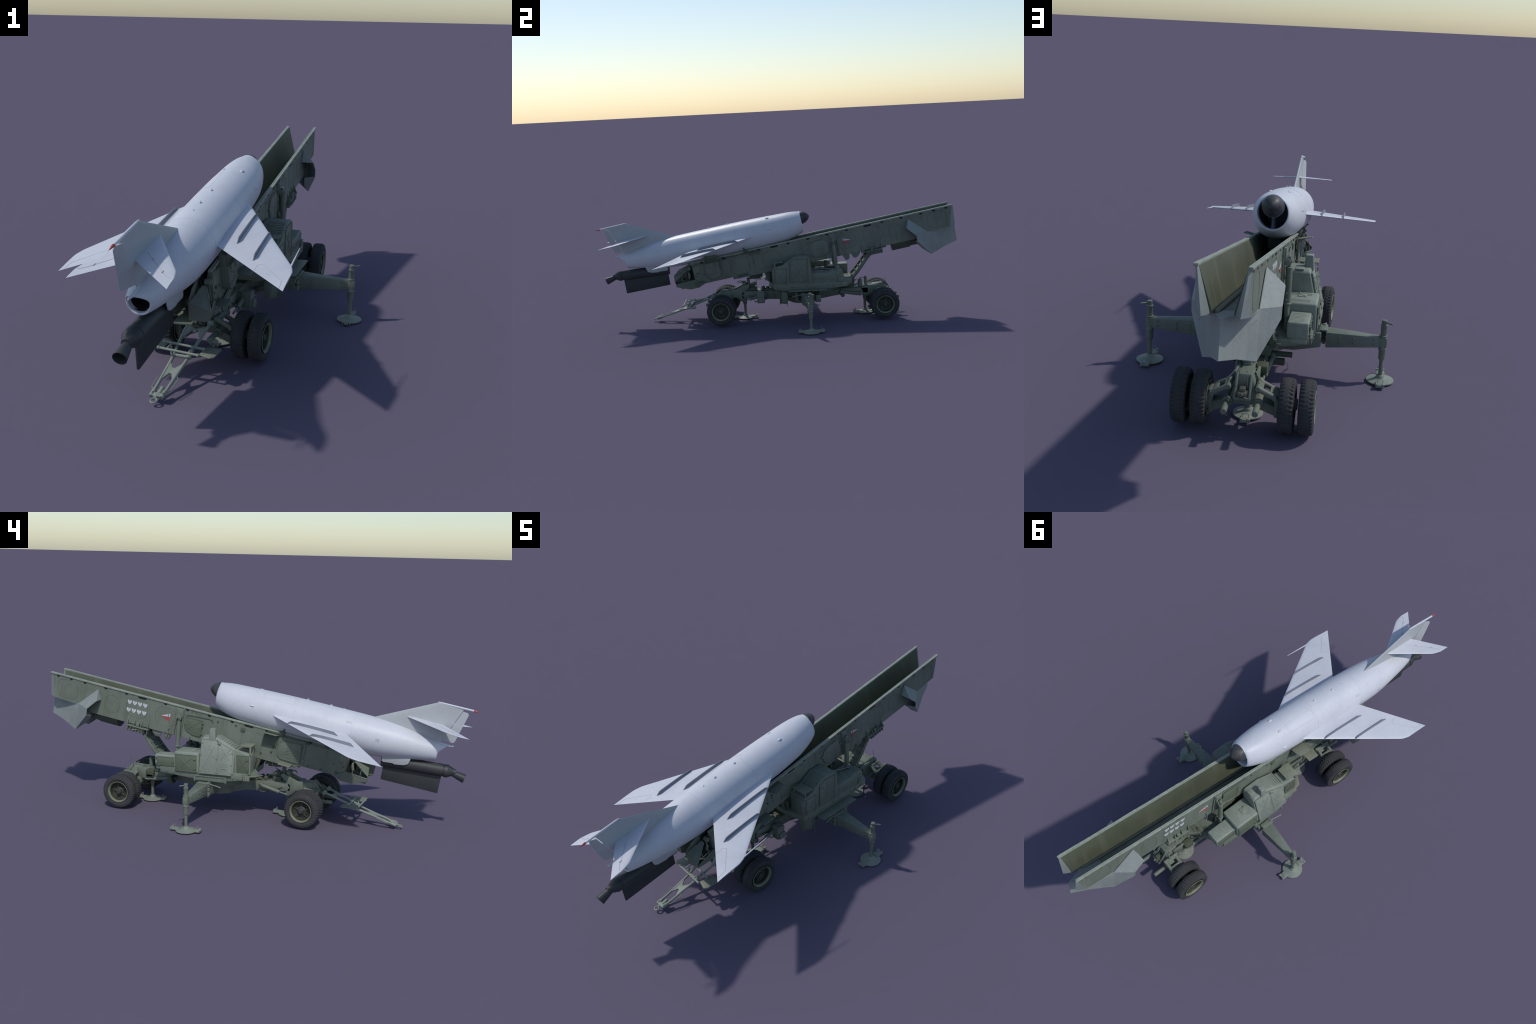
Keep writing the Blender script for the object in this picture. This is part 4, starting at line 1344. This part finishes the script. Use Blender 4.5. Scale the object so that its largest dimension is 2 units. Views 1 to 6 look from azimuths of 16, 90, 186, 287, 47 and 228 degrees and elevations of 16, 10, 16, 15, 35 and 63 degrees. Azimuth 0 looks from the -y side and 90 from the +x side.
# ---- outriggers
for side in (1, -1):
    og = Part('outrigger_arm', GREEN, launcher)
    P = og

    def q(x, y, z):
        return (side * x, y, z)
    P.hexa([q(0.200, 0.128, 0.108), q(0.372, 0.146, 0.118), q(0.372, 0.170, 0.118), q(0.200, 0.184, 0.108),
            q(0.200, 0.128, 0.160), q(0.372, 0.146, 0.153), q(0.372, 0.170, 0.153), q(0.200, 0.184, 0.160)], 0.002)
    for t in (0.25, 0.52, 0.90):
        for zz in (0.128, 0.144):
            for sg, ya, yb in ((-1, 0.128, 0.146), (1, 0.184, 0.170)):
                x = lerp(0.2, 0.372, t)
                y = lerp(ya, yb, t)
                P.cyl(q(x, y, zz), q(x, y + sg * 0.004, zz), 0.0032, n=8)
    # hinge
    for z in (0.108, 0.128, 0.148):
        P.cyl(q(0.192, 0.130, z), q(0.192, 0.130, z + 0.014), 0.0095)
    P.cyl(q(0.192, 0.130, 0.100), q(0.192, 0.130, 0.170), 0.0055)
    P.box(*sorted((side * 0.165, side * 0.192)), 0.122, 0.138, 0.106, 0.122, 0.002)
    P.box(*sorted((side * 0.165, side * 0.192)), 0.122, 0.138, 0.146, 0.162, 0.002)
    P.box(*sorted((side * 0.178, side * 0.204)), 0.122, 0.178, 0.160, 0.166, 0.002)
    arm = P.done()
    P = Part('locking_lever', GREEN_PALE, arm)
    P.cyl(q(0.189, 0.124, 0.160), q(0.195, 0.070, 0.150), 0.0022, n=8)
    P.cyl(q(0.189, 0.130, 0.150), q(0.189, 0.130, 0.168), 0.005, n=10)
    P.done()
    P = Part('jack_post', GREEN, arm)
    c = (side * 0.383, 0.158)
    P.lathe([(0, 0.0070), (0.060, 0.0070), (0.061, 0.0105), (0.064, 0.0112), (0.090, 0.0110), (0.092, 0.0118), (0.094, 0.0132), (0.097, 0.0132), (0.099, 0.0122),
             (0.138, 0.0122), (0.140, 0.0130), (0.142, 0.0128), (0.143, 0.0100), (0.172, 0.0100), (0.174, 0.0112), (0.178, 0.0112), (0.179, 0.0085), (0.186, 0.0085), (0.190, 0.0092), (0.194, 0.0085), (0.196, 0.0)],
            (c[0], c[1], 0.015), (0, 0, 1), 28, cap=False)
    P.box(c[0] - 0.013, c[0] + 0.013, c[1] - 0.012, c[1] + 0.012, 0.118, 0.152, 0.004)
    P.cyl((c[0], c[1], 0.202), (c[0] + side * 0.026, c[1] + 0.020, 0.203), 0.0028, n=10)
    P.box(c[0] - 0.006, c[0] + 0.006, c[1] - 0.006, c[1] + 0.006, 0.196, 0.208, 0.002)
    P.done()


def jack_pad(parent, cx, cy):
    P = Part('jack_pad', GREEN_PALE, parent)
    P.lathe([(0, 0.0), (0, 0.040), (0.002, 0.0445), (0.005, 0.0445), (0.010, 0.022), (0.013, 0.014), (0.018, 0.013), (0.022, 0.010), (0.022, 0)], (cx, cy, 0.0), (0, 0, 1), 40, cap=False)
    for sg in (1, -1):
        P.hexa([(cx - 0.015, cy + sg * 0.032, 0.003), (cx + 0.015, cy + sg * 0.032, 0.003), (cx + 0.013, cy + sg * 0.066, 0.003), (cx - 0.013, cy + sg * 0.066, 0.003),
                (cx - 0.015, cy + sg * 0.030, 0.011), (cx + 0.015, cy + sg * 0.030, 0.011), (cx + 0.013, cy + sg * 0.066, 0.013), (cx - 0.013, cy + sg * 0.066, 0.013)], 0.002)
        for dx in (-0.010, 0.010):
            P.box(cx + dx - 0.004, cx + dx + 0.004, cy + sg * 0.062 - 0.004, cy + sg * 0.062 + 0.006, 0.004, 0.016, 0.001)
        P.tube([(cx - 0.009, cy + sg * 0.052, 0.011), (cx - 0.009, cy + sg * 0.053, 0.024), (cx - 0.006, cy + sg * 0.053, 0.027), (cx + 0.006, cy + sg * 0.053, 0.027), (cx + 0.009, cy + sg * 0.053, 0.024), (cx + 0.009, cy + sg * 0.052, 0.011)], 0.0011, 6)
    return P.done()


for cx, cy in ((0.383, 0.158), (-0.383, 0.158), (0.0, 0.480), (0.0, -0.190)):
    jack_pad(launcher, cx, cy)
for cy, top in ((0.480, 0.122), (-0.190, 0.122)):
    P = Part('jack_post', GREEN, launcher)
    P.lathe([(0, 0.0072), (0.062, 0.0072), (0.063, 0.010), (0.09, 0.012), (0.11, 0.012), (0.11, 0)], (0, cy, 0.015), (0, 0, 1), 24, cap=False)
    P.done()

# ---- wheels
N_T = 240
TYRE_W = 0.0440


def tyre_mesh():
    b = bmesh.new()
    half = TYRE_W / 2
    prof = [(-0.40, 0.0440), (-0.66, 0.0450), (-0.88, 0.0500), (-0.985, 0.0560), (-1.0, 0.0610), (-0.965, 0.0660), (-0.90, 0.0700), (-0.86, 0.0722), (-0.70, 0.0740), (-0.50, 0.0750), (-0.30, 0.0755), (-0.10, 0.0757)]
    prof = prof + [(-u, r) for u, r in prof[::-1]]
    rings = []
    for u, r in prof:
        ring = []
        for k in range(N_T):
            a = 2 * math.pi * k / N_T
            rr = r
            au = abs(u)
            if 0.28 < au < 0.97 and r > 0.0655:            # shoulder lugs, staggered left and right
                ph = (k * 40 / N_T + (0.5 if u > 0 else 0) + (au - 0.6) * 0.45) % 1.0
                if ph > 0.60:
                    rr -= 0.0030 * min(1, (au - 0.28) / 0.2)
            elif au <= 0.28:
                ph = (k * 40 / N_T * 1.0 + u * 1.6) % 1.0
                if ph > 0.8:
                    rr -= 0.0012
            rr *= 1.028
            ring.append(b.verts.new((u * half, rr * math.cos(a), rr * math.sin(a))))
        rings.append(ring)
    for A, B in zip(rings, rings[1:] + rings[:1]):
        for k in range(N_T):
            b.faces.new((A[k], A[(k + 1) % N_T], B[(k + 1) % N_T], B[k]))
    bmesh.ops.recalc_face_normals(b, faces=b.faces)
    for f in b.faces:
        f.smooth = True
    me = bpy.data.meshes.new('tyre')
    b.to_mesh(me)
    b.free()
    me.materials.append(RUBBER)
    me.set_sharp_from_angle(angle=math.radians(40))
    return me


tyre_me = tyre_mesh()
h = TYRE_W / 2
P = Part('rim', [RIM, RIM_DARK], None)
P.lathe([(0.0008, 0.0490), (0.0024, 0.0484), (0.0020, 0.0462), (-0.002, 0.0430), (-0.006, 0.0415)], (h * 0.93, 0, 0), (1, 0, 0), 56, cap=False)
P.lathe([(0, 0.047), (0.002, 0.045), (0.008, 0.043)], (-h * 0.9, 0, 0), (1, 0, 0), 48, cap=False)
P.mat(1)
P.lathe([(-0.006, 0.0415), (-0.012, 0.0395), (-0.021, 0.0385), (-0.023, 0.034), (-0.023, 0.0)], (h * 0.93, 0, 0), (1, 0, 0), 56, cap=False)
for k in range(8):
    a = 2 * math.pi * k / 8
    P.cyl((h * 0.93 - 0.024, 0.0265 * math.cos(a), 0.0265 * math.sin(a)), (h * 0.93 - 0.018, 0.0265 * math.cos(a), 0.0265 * math.sin(a)), 0.0030, n=8)
rim_o = P.done()
rim_me = rim_o.data
bpy.data.objects.remove(rim_o)
P = Part('wheel', HUB, None)
P.lathe([(-0.024, 0.020), (-0.018, 0.019), (-0.015, 0.0125), (-0.006, 0.0112), (-0.004, 0.009), (-0.004, 0.0)], (h * 0.93, 0, 0), (1, 0, 0), 28, cap=False)
for k in range(5):
    a = 2 * math.pi * (k + 0.3) / 5
    P.M = Matrix.Rotation(a, 4, 'X')
    P.hexa([(h * 0.93 - 0.0235, 0.014, -0.0045), (h * 0.93 - 0.015, 0.014, -0.004), (h * 0.93 - 0.019, 0.037, -0.0025), (h * 0.93 - 0.0235, 0.037, -0.003),
            (h * 0.93 - 0.0235, 0.014, 0.0045), (h * 0.93 - 0.015, 0.014, 0.004), (h * 0.93 - 0.019, 0.037, 0.0025), (h * 0.93 - 0.0235, 0.037, 0.003)], 0.001)
P.M = I4
hub_o = P.done()
hub_me = hub_o.data
bpy.data.objects.remove(hub_o)


def put(me, name, parent, M):
    o = bpy.data.objects.new(name, me)
    bpy.context.scene.collection.objects.link(o)
    o.parent = parent
    o.matrix_local = M
    return o


WHEEL_Z = 0.0855
rnd = random.Random(5)
STEER = Matrix.Translation((0, -0.305, 0)) @ Matrix.Rotation(math.radians(-3.3), 4, 'Z') @ Matrix.Translation((0, 0.305, 0))
TURN = Matrix.Translation((0, 0.567, 0)) @ Matrix.Rotation(math.radians(0.6), 4, 'Z') @ Matrix.Translation((0, -0.567, 0))
for wy, K, drop in ((-0.305, STEER, 0.004), (0.567, TURN, 0.006)):
    for side in (1, -1):
        for xc, outer in ((0.1770, True), (0.1210, False)):
            flip = (side > 0) == outer
            z = WHEEL_Z - (drop if side < 0 else 0)
            M = K @ Matrix.Translation((side * xc, wy, z)) @ (I4 if flip else Matrix.Rotation(math.pi, 4, 'Z')) @ Matrix.Rotation(rnd.uniform(0, 6.28), 4, 'X')
            w = put(hub_me, 'wheel', launcher, M)
            put(tyre_me, 'tyre', w, I4)
            put(rim_me, 'rim', w, I4)


# ---- axles with wishbone suspension
def axle(y0, d, K):
    def q(x, v, z):
        return (x, y0 + d * v, z)

    def yb(a, b):
        return sorted((y0 + d * a, y0 + d * b))
    P = Part('axle', GREEN, launcher)
    # saddle housing
    for sg in (1, -1):
        pass
    P.hexa([q(-0.040, -0.045, 0.085), q(0.040, -0.045, 0.085), q(0.040, 0.028, 0.085), q(-0.040, 0.028, 0.085),
            q(-0.023, -0.045, 0.163), q(0.023, -0.045, 0.163), q(0.023, 0.010, 0.168), q(-0.023, 0.010, 0.168)], 0.003)
    P.box(-0.018, 0.018, *yb(-0.095, -0.035), 0.125, 0.158, 0.003)
    for sg in (1, -1):
        # front fork bars holding the winch
        P.hexa([q(sg * 0.0175, 0.046, 0.112), q(sg * 0.0235, 0.046, 0.112), q(sg * 0.0235, 0.056, 0.116), q(sg * 0.0175, 0.056, 0.116),
                q(sg * 0.0165, -0.005, 0.166), q(sg * 0.0225, -0.005, 0.166), q(sg * 0.0225, 0.012, 0.168), q(sg * 0.0165, 0.012, 0.168)], 0.0015)
        # upper wishbone: two tubes with a pierced web
        P.cyl(q(sg * 0.038, 0.030, 0.138), q(sg * 0.090, 0.030, 0.113), 0.0082)
        P.cyl(q(sg * 0.038, -0.020, 0.138), q(sg * 0.090, -0.020, 0.113), 0.0078)
        P.plate([q(sg * 0.045, -0.018, 0.1365), q(sg * 0.045, 0.028, 0.1365), q(sg * 0.054, 0.028, 0.1325), q(sg * 0.054, -0.018, 0.1325)], 0.006, 0.001)
        P.plate([q(sg * 0.072, -0.018, 0.1240), q(sg * 0.072, 0.028, 0.1240), q(sg * 0.090, 0.028, 0.1155), q(sg * 0.090, -0.018, 0.1155)], 0.006, 0.001)
        P.cyl(q(sg * 0.041, -0.032, 0.137), q(sg * 0.041, 0.038, 0.137), 0.0075)
        P.cyl(q(sg * 0.088, -0.030, 0.113), q(sg * 0.088, 0.038, 0.113), 0.0070)
        # lower arm and torsion bar end
        P.hexa([q(sg * 0.030, -0.022, 0.078), q(sg * 0.098, -0.016, 0.048), q(sg * 0.098, 0.020, 0.048), q(sg * 0.030, 0.026, 0.078),
                q(sg * 0.030, -0.022, 0.104), q(sg * 0.098, -0.016, 0.078), q(sg * 0.098, 0.020, 0.078), q(sg * 0.030, 0.026, 0.104)], 0.004)
        P.cyl(q(sg * 0.043, -0.040, 0.092), q(sg * 0.043, 0.036, 0.092), 0.0150)
        P.cyl(q(sg * 0.043, 0.030, 0.092), q(sg * 0.043, 0.098, 0.092), 0.0088)
        P.cyl(q(sg * 0.043, 0.097, 0.092), q(sg * 0.043, 0.0985, 0.092), 0.003)
        # knuckle
        P.box(*sorted((sg * 0.086, sg * 0.100)), *yb(-0.022, 0.026), 0.050, 0.120, 0.004)
        P.cyl((sg * 0.096, y0, WHEEL_Z), (sg * 0.150, y0, WHEEL_Z), 0.016)
        P.cyl((sg * 0.096, y0, WHEEL_Z), (sg * 0.104, y0, WHEEL_Z), 0.033)
        P.tube([q(sg * 0.024, 0.0, 0.165), q(sg * 0.030, -0.004, 0.172), q(sg * 0.036, 0.004, 0.163), q(sg * 0.050, 0.01, 0.150)], 0.0018, 6)
    P.box(-0.0235, 0.0235, *yb(0.044, 0.056), 0.109, 0.117, 0.002)
    ax = P.done(K)
    P = Part('winch', STEEL if d > 0 else DARK_GREEN, ax)
    P.box(-0.012, 0.012, *yb(0.022, 0.058), 0.118, 0.132, 0.003)
    P.cyl(q(-0.014, 0.045, 0.127), q(0.014, 0.045, 0.127), 0.007)
    P.cyl(q(0, 0.054, 0.127), q(0, 0.064, 0.127), 0.005)
    P.box(-0.008, 0.008, *yb(0.03, 0.05), 0.131, 0.142, 0.002)
    for sg in (1, -1):
        P.cyl(q(sg * 0.008, 0.052, 0.120), q(sg * 0.008, 0.062, 0.118), 0.0035, n=8)
    P.box(-0.007, 0.007, *yb(0.03, 0.045), 0.098, 0.112, 0.002)
    P.done()
    return ax


axle(0.567, 1, TURN)
axle(-0.305, -1, STEER)

# front post with its box
P = Part('leveling_post', GREEN, launcher)
P.cyl((0.0, 0.487, 0.120), (0.0, 0.487, 0.200), 0.0085)
P.cyl((0.0, 0.487, 0.196), (0.0, 0.487, 0.206), 0.0060)
P.tube([(0.0, 0.487, 0.198), (0.006, 0.46, 0.199), (0.010, 0.452, 0.196)], 0.0022, 8)
P.box(-0.024, 0.024, 0.478, 0.500, 0.138, 0.152, 0.003)
P.cyl((0.012, 0.455, 0.150), (0.012, 0.455, 0.192), 0.0125)
P.cyl((0.012, 0.455, 0.190), (0.012, 0.455, 0.200), 0.004)
P.tube([(0.02, 0.44, 0.172), (0.035, 0.428, 0.170), (0.045, 0.424, 0.166)], 0.003, 8)
P.done()
P = Part('valve_box', OLIVE, launcher)
P.box(-0.052, -0.020, 0.452, 0.490, 0.132, 0.158, 0.003)
P.box(-0.050, -0.022, 0.4905, 0.4925, 0.136, 0.155, 0.001)
P.done()
P = Part('whip_aerial', DARK_GREEN, launcher)
P.tube([(0.010, 0.60, 0.145), (0.012, 0.598, 0.17), (0.010, 0.592, 0.20)], 0.0008, 6)
P.tube([(-0.004, 0.56, 0.170), (-0.010, 0.59, 0.155), (-0.012, 0.60, 0.135)], 0.0009, 6)
P.done()

# front chassis fork plates and rams
for d, y0 in ((1, 0.569), (-1, -0.316)):
    P = Part('steering_ram', GREEN, launcher)
    for sg in (1, -1):
        if d > 0:
            P.cyl((sg * 0.050, 0.350, 0.132), (sg * 0.040, 0.455, 0.112), 0.0085)
            P.cyl((sg * 0.040, 0.455, 0.112), (sg * 0.038, 0.500, 0.108), 0.004)
            P.ball((sg * 0.050, 0.350, 0.130), 0.014, 0.014, 0.016)
        else:
            P.cyl((sg * 0.058, -0.075, 0.142), (sg * 0.052, -0.160, 0.116), 0.0085)
            P.cyl((sg * 0.052, -0.160, 0.116), (sg * 0.048, -0.195, 0.106), 0.0035)
            P.ball((sg * 0.058, -0.075, 0.143), 0.010, 0.012, 0.010)
    P.done()
P = Part('chassis_fork', GREEN, launcher)
for sg in (1, -1):
    x0, x1 = sorted((sg * 0.026, sg * 0.034))
    # rear fork: curved cheek plates from the mast down to the axle
    P.prism([(-0.160, 0.196), (-0.172, 0.198), (-0.240, 0.168), (-0.262, 0.168), (-0.262, 0.126), (-0.232, 0.124), (-0.205, 0.100), (-0.190, 0.094), (-0.180, 0.105), (-0.198, 0.135), (-0.186, 0.158), (-0.160, 0.182)], 'x', x0, x1, 0.002)
    P.prism([(0.455, 0.148), (0.50, 0.160), (0.545, 0.160), (0.545, 0.120), (0.505, 0.106), (0.49, 0.098), (0.478, 0.100), (0.470, 0.118)], 'x', x0, x1, 0.002)
P.cyl((0, -0.240, 0.146), (0, -0.282, 0.146), 0.0235)
P.cyl((0, -0.278, 0.146), (0, -0.292, 0.146), 0.018)
P.box(-0.030, 0.030, -0.262, -0.18, 0.128, 0.156, 0.004)
P.done()
P = Part('mast', GREEN, launcher)
P.cyl((0, -0.166, 0.140), (0, -0.166, 0.226), 0.0088)
P.cyl((0, -0.166, 0.218), (0, -0.166, 0.229), 0.0065)
P.cyl((0.012, -0.190, 0.160), (0.012, -0.190, 0.205), 0.007)
P.box(0.004, 0.022, -0.20, -0.18, 0.192, 0.208, 0.003)
P.tube([(0.012, -0.19, 0.207), (0.012, -0.215, 0.206), (0.014, -0.222, 0.200)], 0.002, 6)
P.cyl((-0.012, -0.190, 0.160), (-0.012, -0.190, 0.205), 0.007)
P.box(-0.022, -0.004, -0.20, -0.18, 0.192, 0.208, 0.003)
P.tube([(-0.012, -0.19, 0.207), (-0.014, -0.222, 0.209), (-0.016, -0.232, 0.200)], 0.002, 6)
P.done()
P = Part('travel_lock', DARK_GREEN, launcher)
P.box(-0.020, 0.020, -0.158, -0.118, 0.156, 0.176, 0.003)
P.box(-0.016, 0.016, -0.160, -0.130, 0.176, 0.190, 0.003)
P.box(-0.026, 0.026, -0.155, -0.120, 0.188, 0.196, 0.002)
for sg in (1, -1):
    P.tube([(sg * 0.02, -0.16, 0.19), (sg * 0.026, -0.128, 0.199), (sg * 0.030, -0.118, 0.206)], 0.0022, 6)
    P.ball((sg * 0.018, -0.085, 0.165), 0.010, 0.010, 0.012)
    P.ball((sg * 0.026, -0.060, 0.163), 0.008, 0.010, 0.009)
    P.cyl((sg * 0.018, -0.10, 0.155), (sg * 0.03, -0.045, 0.162), 0.004, n=8)
    P.box(*sorted((sg * 0.02, sg * 0.034)), -0.05, -0.02, 0.152, 0.162, 0.002)
# hanging half of the lock, fixed below the ramp
P.box(-0.030, 0.030, -0.158, -0.098, 0.225, 0.240, 0.003)
P.box(-0.036, 0.036, -0.152, -0.085, 0.238, 0.264, 0.004)
P.cyl((-0.040, -0.092, 0.243), (0.040, -0.092, 0.243), 0.008)
for sg in (1, -1):
    P.tube([(sg * 0.058, -0.125, 0.262), (sg * 0.060, -0.125, 0.228), (sg * 0.060, -0.095, 0.226), (sg * 0.058, -0.095, 0.264)], 0.0016, 6)
P.done()
# accumulator box on the east, air bottles on the west
P = Part('battery_box', GREEN, launcher)
P.box(0.052, 0.088, -0.120, -0.078, 0.098, 0.160, 0.004)
P.box(0.086, 0.097, -0.114, -0.080, 0.102, 0.132, 0.003)
P.prism([(-0.105, 0.123), (-0.092, 0.123), (-0.092, 0.119), (-0.101, 0.119), (-0.101, 0.117), (-0.092, 0.117), (-0.092, 0.109), (-0.105, 0.109), (-0.105, 0.113), (-0.096, 0.113), (-0.096, 0.1145), (-0.105, 0.1145)], 'x', 0.0965, 0.0978, 0)
P.box(0.030, 0.056, -0.11, -0.088, 0.12, 0.15, 0.002)
P.tube([(0.06, -0.12, 0.105), (0.056, -0.13, 0.10), (0.05, -0.135, 0.107)], 0.003, 6)
P.done()
P = Part('air_bottle', DARK_GREEN, launcher)
P.cyl((-0.030, 0.345, 0.140), (-0.108, 0.345, 0.140), 0.0085)
P.tube([(-0.108 + 0.0, 0.345 + 0.008 * math.cos(a), 0.140 + 0.008 * math.sin(a)) for a in [2 * math.pi * k / 12 for k in range(12)]], 0.0015, 6, closed=True)
P.cyl((-0.045, 0.352, 0.118), (-0.088, 0.352, 0.118), 0.0115)
P.tube([(-0.088, 0.352, 0.118), (-0.098, 0.356, 0.114), (-0.100, 0.36, 0.100), (-0.092, 0.365, 0.096)], 0.0008, 6)
P.cyl((0.045, 0.352, 0.118), (0.070, 0.352, 0.118), 0.0115)
P.done()
P = Part('air_line', DARK_GREEN, launcher)
for sg in (1, -1):
    P.tube([(sg * 0.036, -0.17, 0.135), (sg * 0.042, -0.12, 0.118), (sg * 0.05, -0.08, 0.108), (sg * 0.056, -0.06, 0.118)], 0.0022, 6)
    P.tube([(sg * 0.036, 0.30, 0.14), (sg * 0.046, 0.34, 0.15), (sg * 0.040, 0.42, 0.152), (sg * 0.030, 0.47, 0.152)], 0.0022, 6)
P.done()


# ---- drawbar (modelled straight, then swung with the steered axle)
def bar_z(y):
    return interp([(-0.705, 0.012), (-0.667, 0.023), (-0.577, 0.052), (-0.510, 0.074), (-0.440, 0.101), (-0.365, 0.129)], y)[0]


def half(y):
    return interp([(-0.690, 0.0165), (-0.600, 0.0195), (-0.505, 0.0245), (-0.480, 0.0275), (-0.370, 0.0350)], y)[0]


CX = -0.003
P = Part('drawbar', GREEN_PALE, launcher)
for sg in (1, -1):
    f = lambda y: CX + sg * half(y)
    P.tube([(f(y), y, bar_z(y)) for y in [-0.685 + 0.18 * i / 8 for i in range(9)]], 0.0050, 10)
    P.tube([(f(y), y, bar_z(y) + 0.004) for y in [-0.515 + 0.15 * i / 8 for i in range(9)]], 0.0052, 10)
    P.cyl((f(-0.368) - 0.008, -0.366, bar_z(-0.366) + 0.004), (f(-0.368) + 0.008, -0.366, bar_z(-0.366) + 0.004), 0.0090)
    # gusset and arch webs
    P.plate([(f(-0.622), -0.622, bar_z(-0.622)), (CX + sg * 0.003, -0.588, bar_z(-0.588)), (CX + sg * 0.003, -0.568, bar_z(-0.568)), (f(-0.540), -0.540, bar_z(-0.540))], 0.006, 0.0008)
    P.plate([(f(-0.385), -0.385, bar_z(-0.385) + 0.004), (f(-0.445), -0.445, bar_z(-0.445) + 0.004), (CX + sg * 0.012, -0.412, bar_z(-0.412) + 0.004), (CX + sg * 0.004, -0.402, bar_z(-0.402) + 0.004)], 0.007, 0.0008)
    P.ball((f(-0.512), -0.512, bar_z(-0.512)), 0.009, 0.009, 0.008)
    # grab handles
    P.tube([(f(-0.655) + sg * 0.004, -0.655, bar_z(-0.655)), (f(-0.650) + sg * 0.013, -0.652, bar_z(-0.652)), (f(-0.610) + sg * 0.013, -0.604, bar_z(-0.604)), (f(-0.600) + sg * 0.003, -0.596, bar_z(-0.596))], 0.0014, 6)
P.plate([(CX - 0.005, -0.590, bar_z(-0.590)), (CX + 0.005, -0.590, bar_z(-0.590)), (CX + 0.005, -0.566, bar_z(-0.566)), (CX - 0.005, -0.566, bar_z(-0.566))], 0.006, 0.0008)
P.box(CX - 0.006, CX + 0.006, -0.414, -0.398, bar_z(-0.406), bar_z(-0.406) + 0.008, 0.001)
P.cyl((CX - 0.032, -0.512, bar_z(-0.512)), (CX + 0.032, -0.512, bar_z(-0.512)), 0.0055)
bar = P.done(STEER)
P = Part('tow_eye', GREEN_PALE, bar)
P.M = Matrix.Translation((CX, -0.682, 0.019)) @ Matrix.Rotation(math.radians(17), 4, 'X')
P.tube([(0.0095 * math.cos(a), -0.0205 + 0.0095 * math.sin(a), 0.0) for a in [2 * math.pi * k / 24 for k in range(24)]], 0.0030, 8, closed=True)
P.cyl((0, -0.012, 0), (0, 0.022, 0), 0.0055)
P.box(-0.020, 0.020, -0.006, 0.010, -0.005, 0.005, 0.003)
for x in (-0.0165, 0.0165):
    P.cyl((x, -0.006, 0.0), (x, 0.022, 0.0), 0.0072)
    P.cyl((x, 0.006, 0.0), (x, 0.006, 0.0095), 0.0035, n=8)
P.cyl((0.004, 0.010, 0), (0.004, 0.034, 0.004), 0.006)
P.done()
P = Part('drawbar_crosstube', GREEN_PALE, bar)
for y, z in ((-0.530, 0.092), (-0.484, 0.094)):
    P.cyl((-0.072, y, z + 0.006), (0.062, y, z), 0.0040)
    P.ball((-0.070, y, z + 0.006), 0.006, 0.006, 0.006, 10)
    P.ball((0.058, y, z), 0.006, 0.006, 0.006, 10)
for x, z in ((-0.044, 0.097), (0.026, 0.094)):
    P.cyl((x, -0.532, z), (x, -0.482, z + 0.002), 0.003, n=8)
    P.cyl((x * 0.8, -0.512, bar_z(-0.512)), (x * 0.9, -0.505, z), 0.0035, n=8)
P.done()
for sg in (1, -1):
    P = Part('tread_step', TREAD_PALE if sg > 0 else TREAD, bar)
    y0, y1 = -0.533, -0.452
    zz = 0.0875 if sg > 0 else 0.0945
    P.prism([(sg * 0.056, y0 + 0.012), (sg * 0.097, y0), (sg * 0.107, y0 + 0.012), (sg * 0.107, y1 - 0.008), (sg * 0.100, y1), (sg * 0.058, y1 - 0.006)], 'z', zz, zz + 0.0035, 0.001)
    for i in range(9):
        for j in range(6):
            P.ball((sg * (0.062 + 0.0075 * j), y0 + 0.016 + 0.0066 * i, zz + 0.0035), 0.0016, 0.0009, 0.0007, 6)
    P.done()
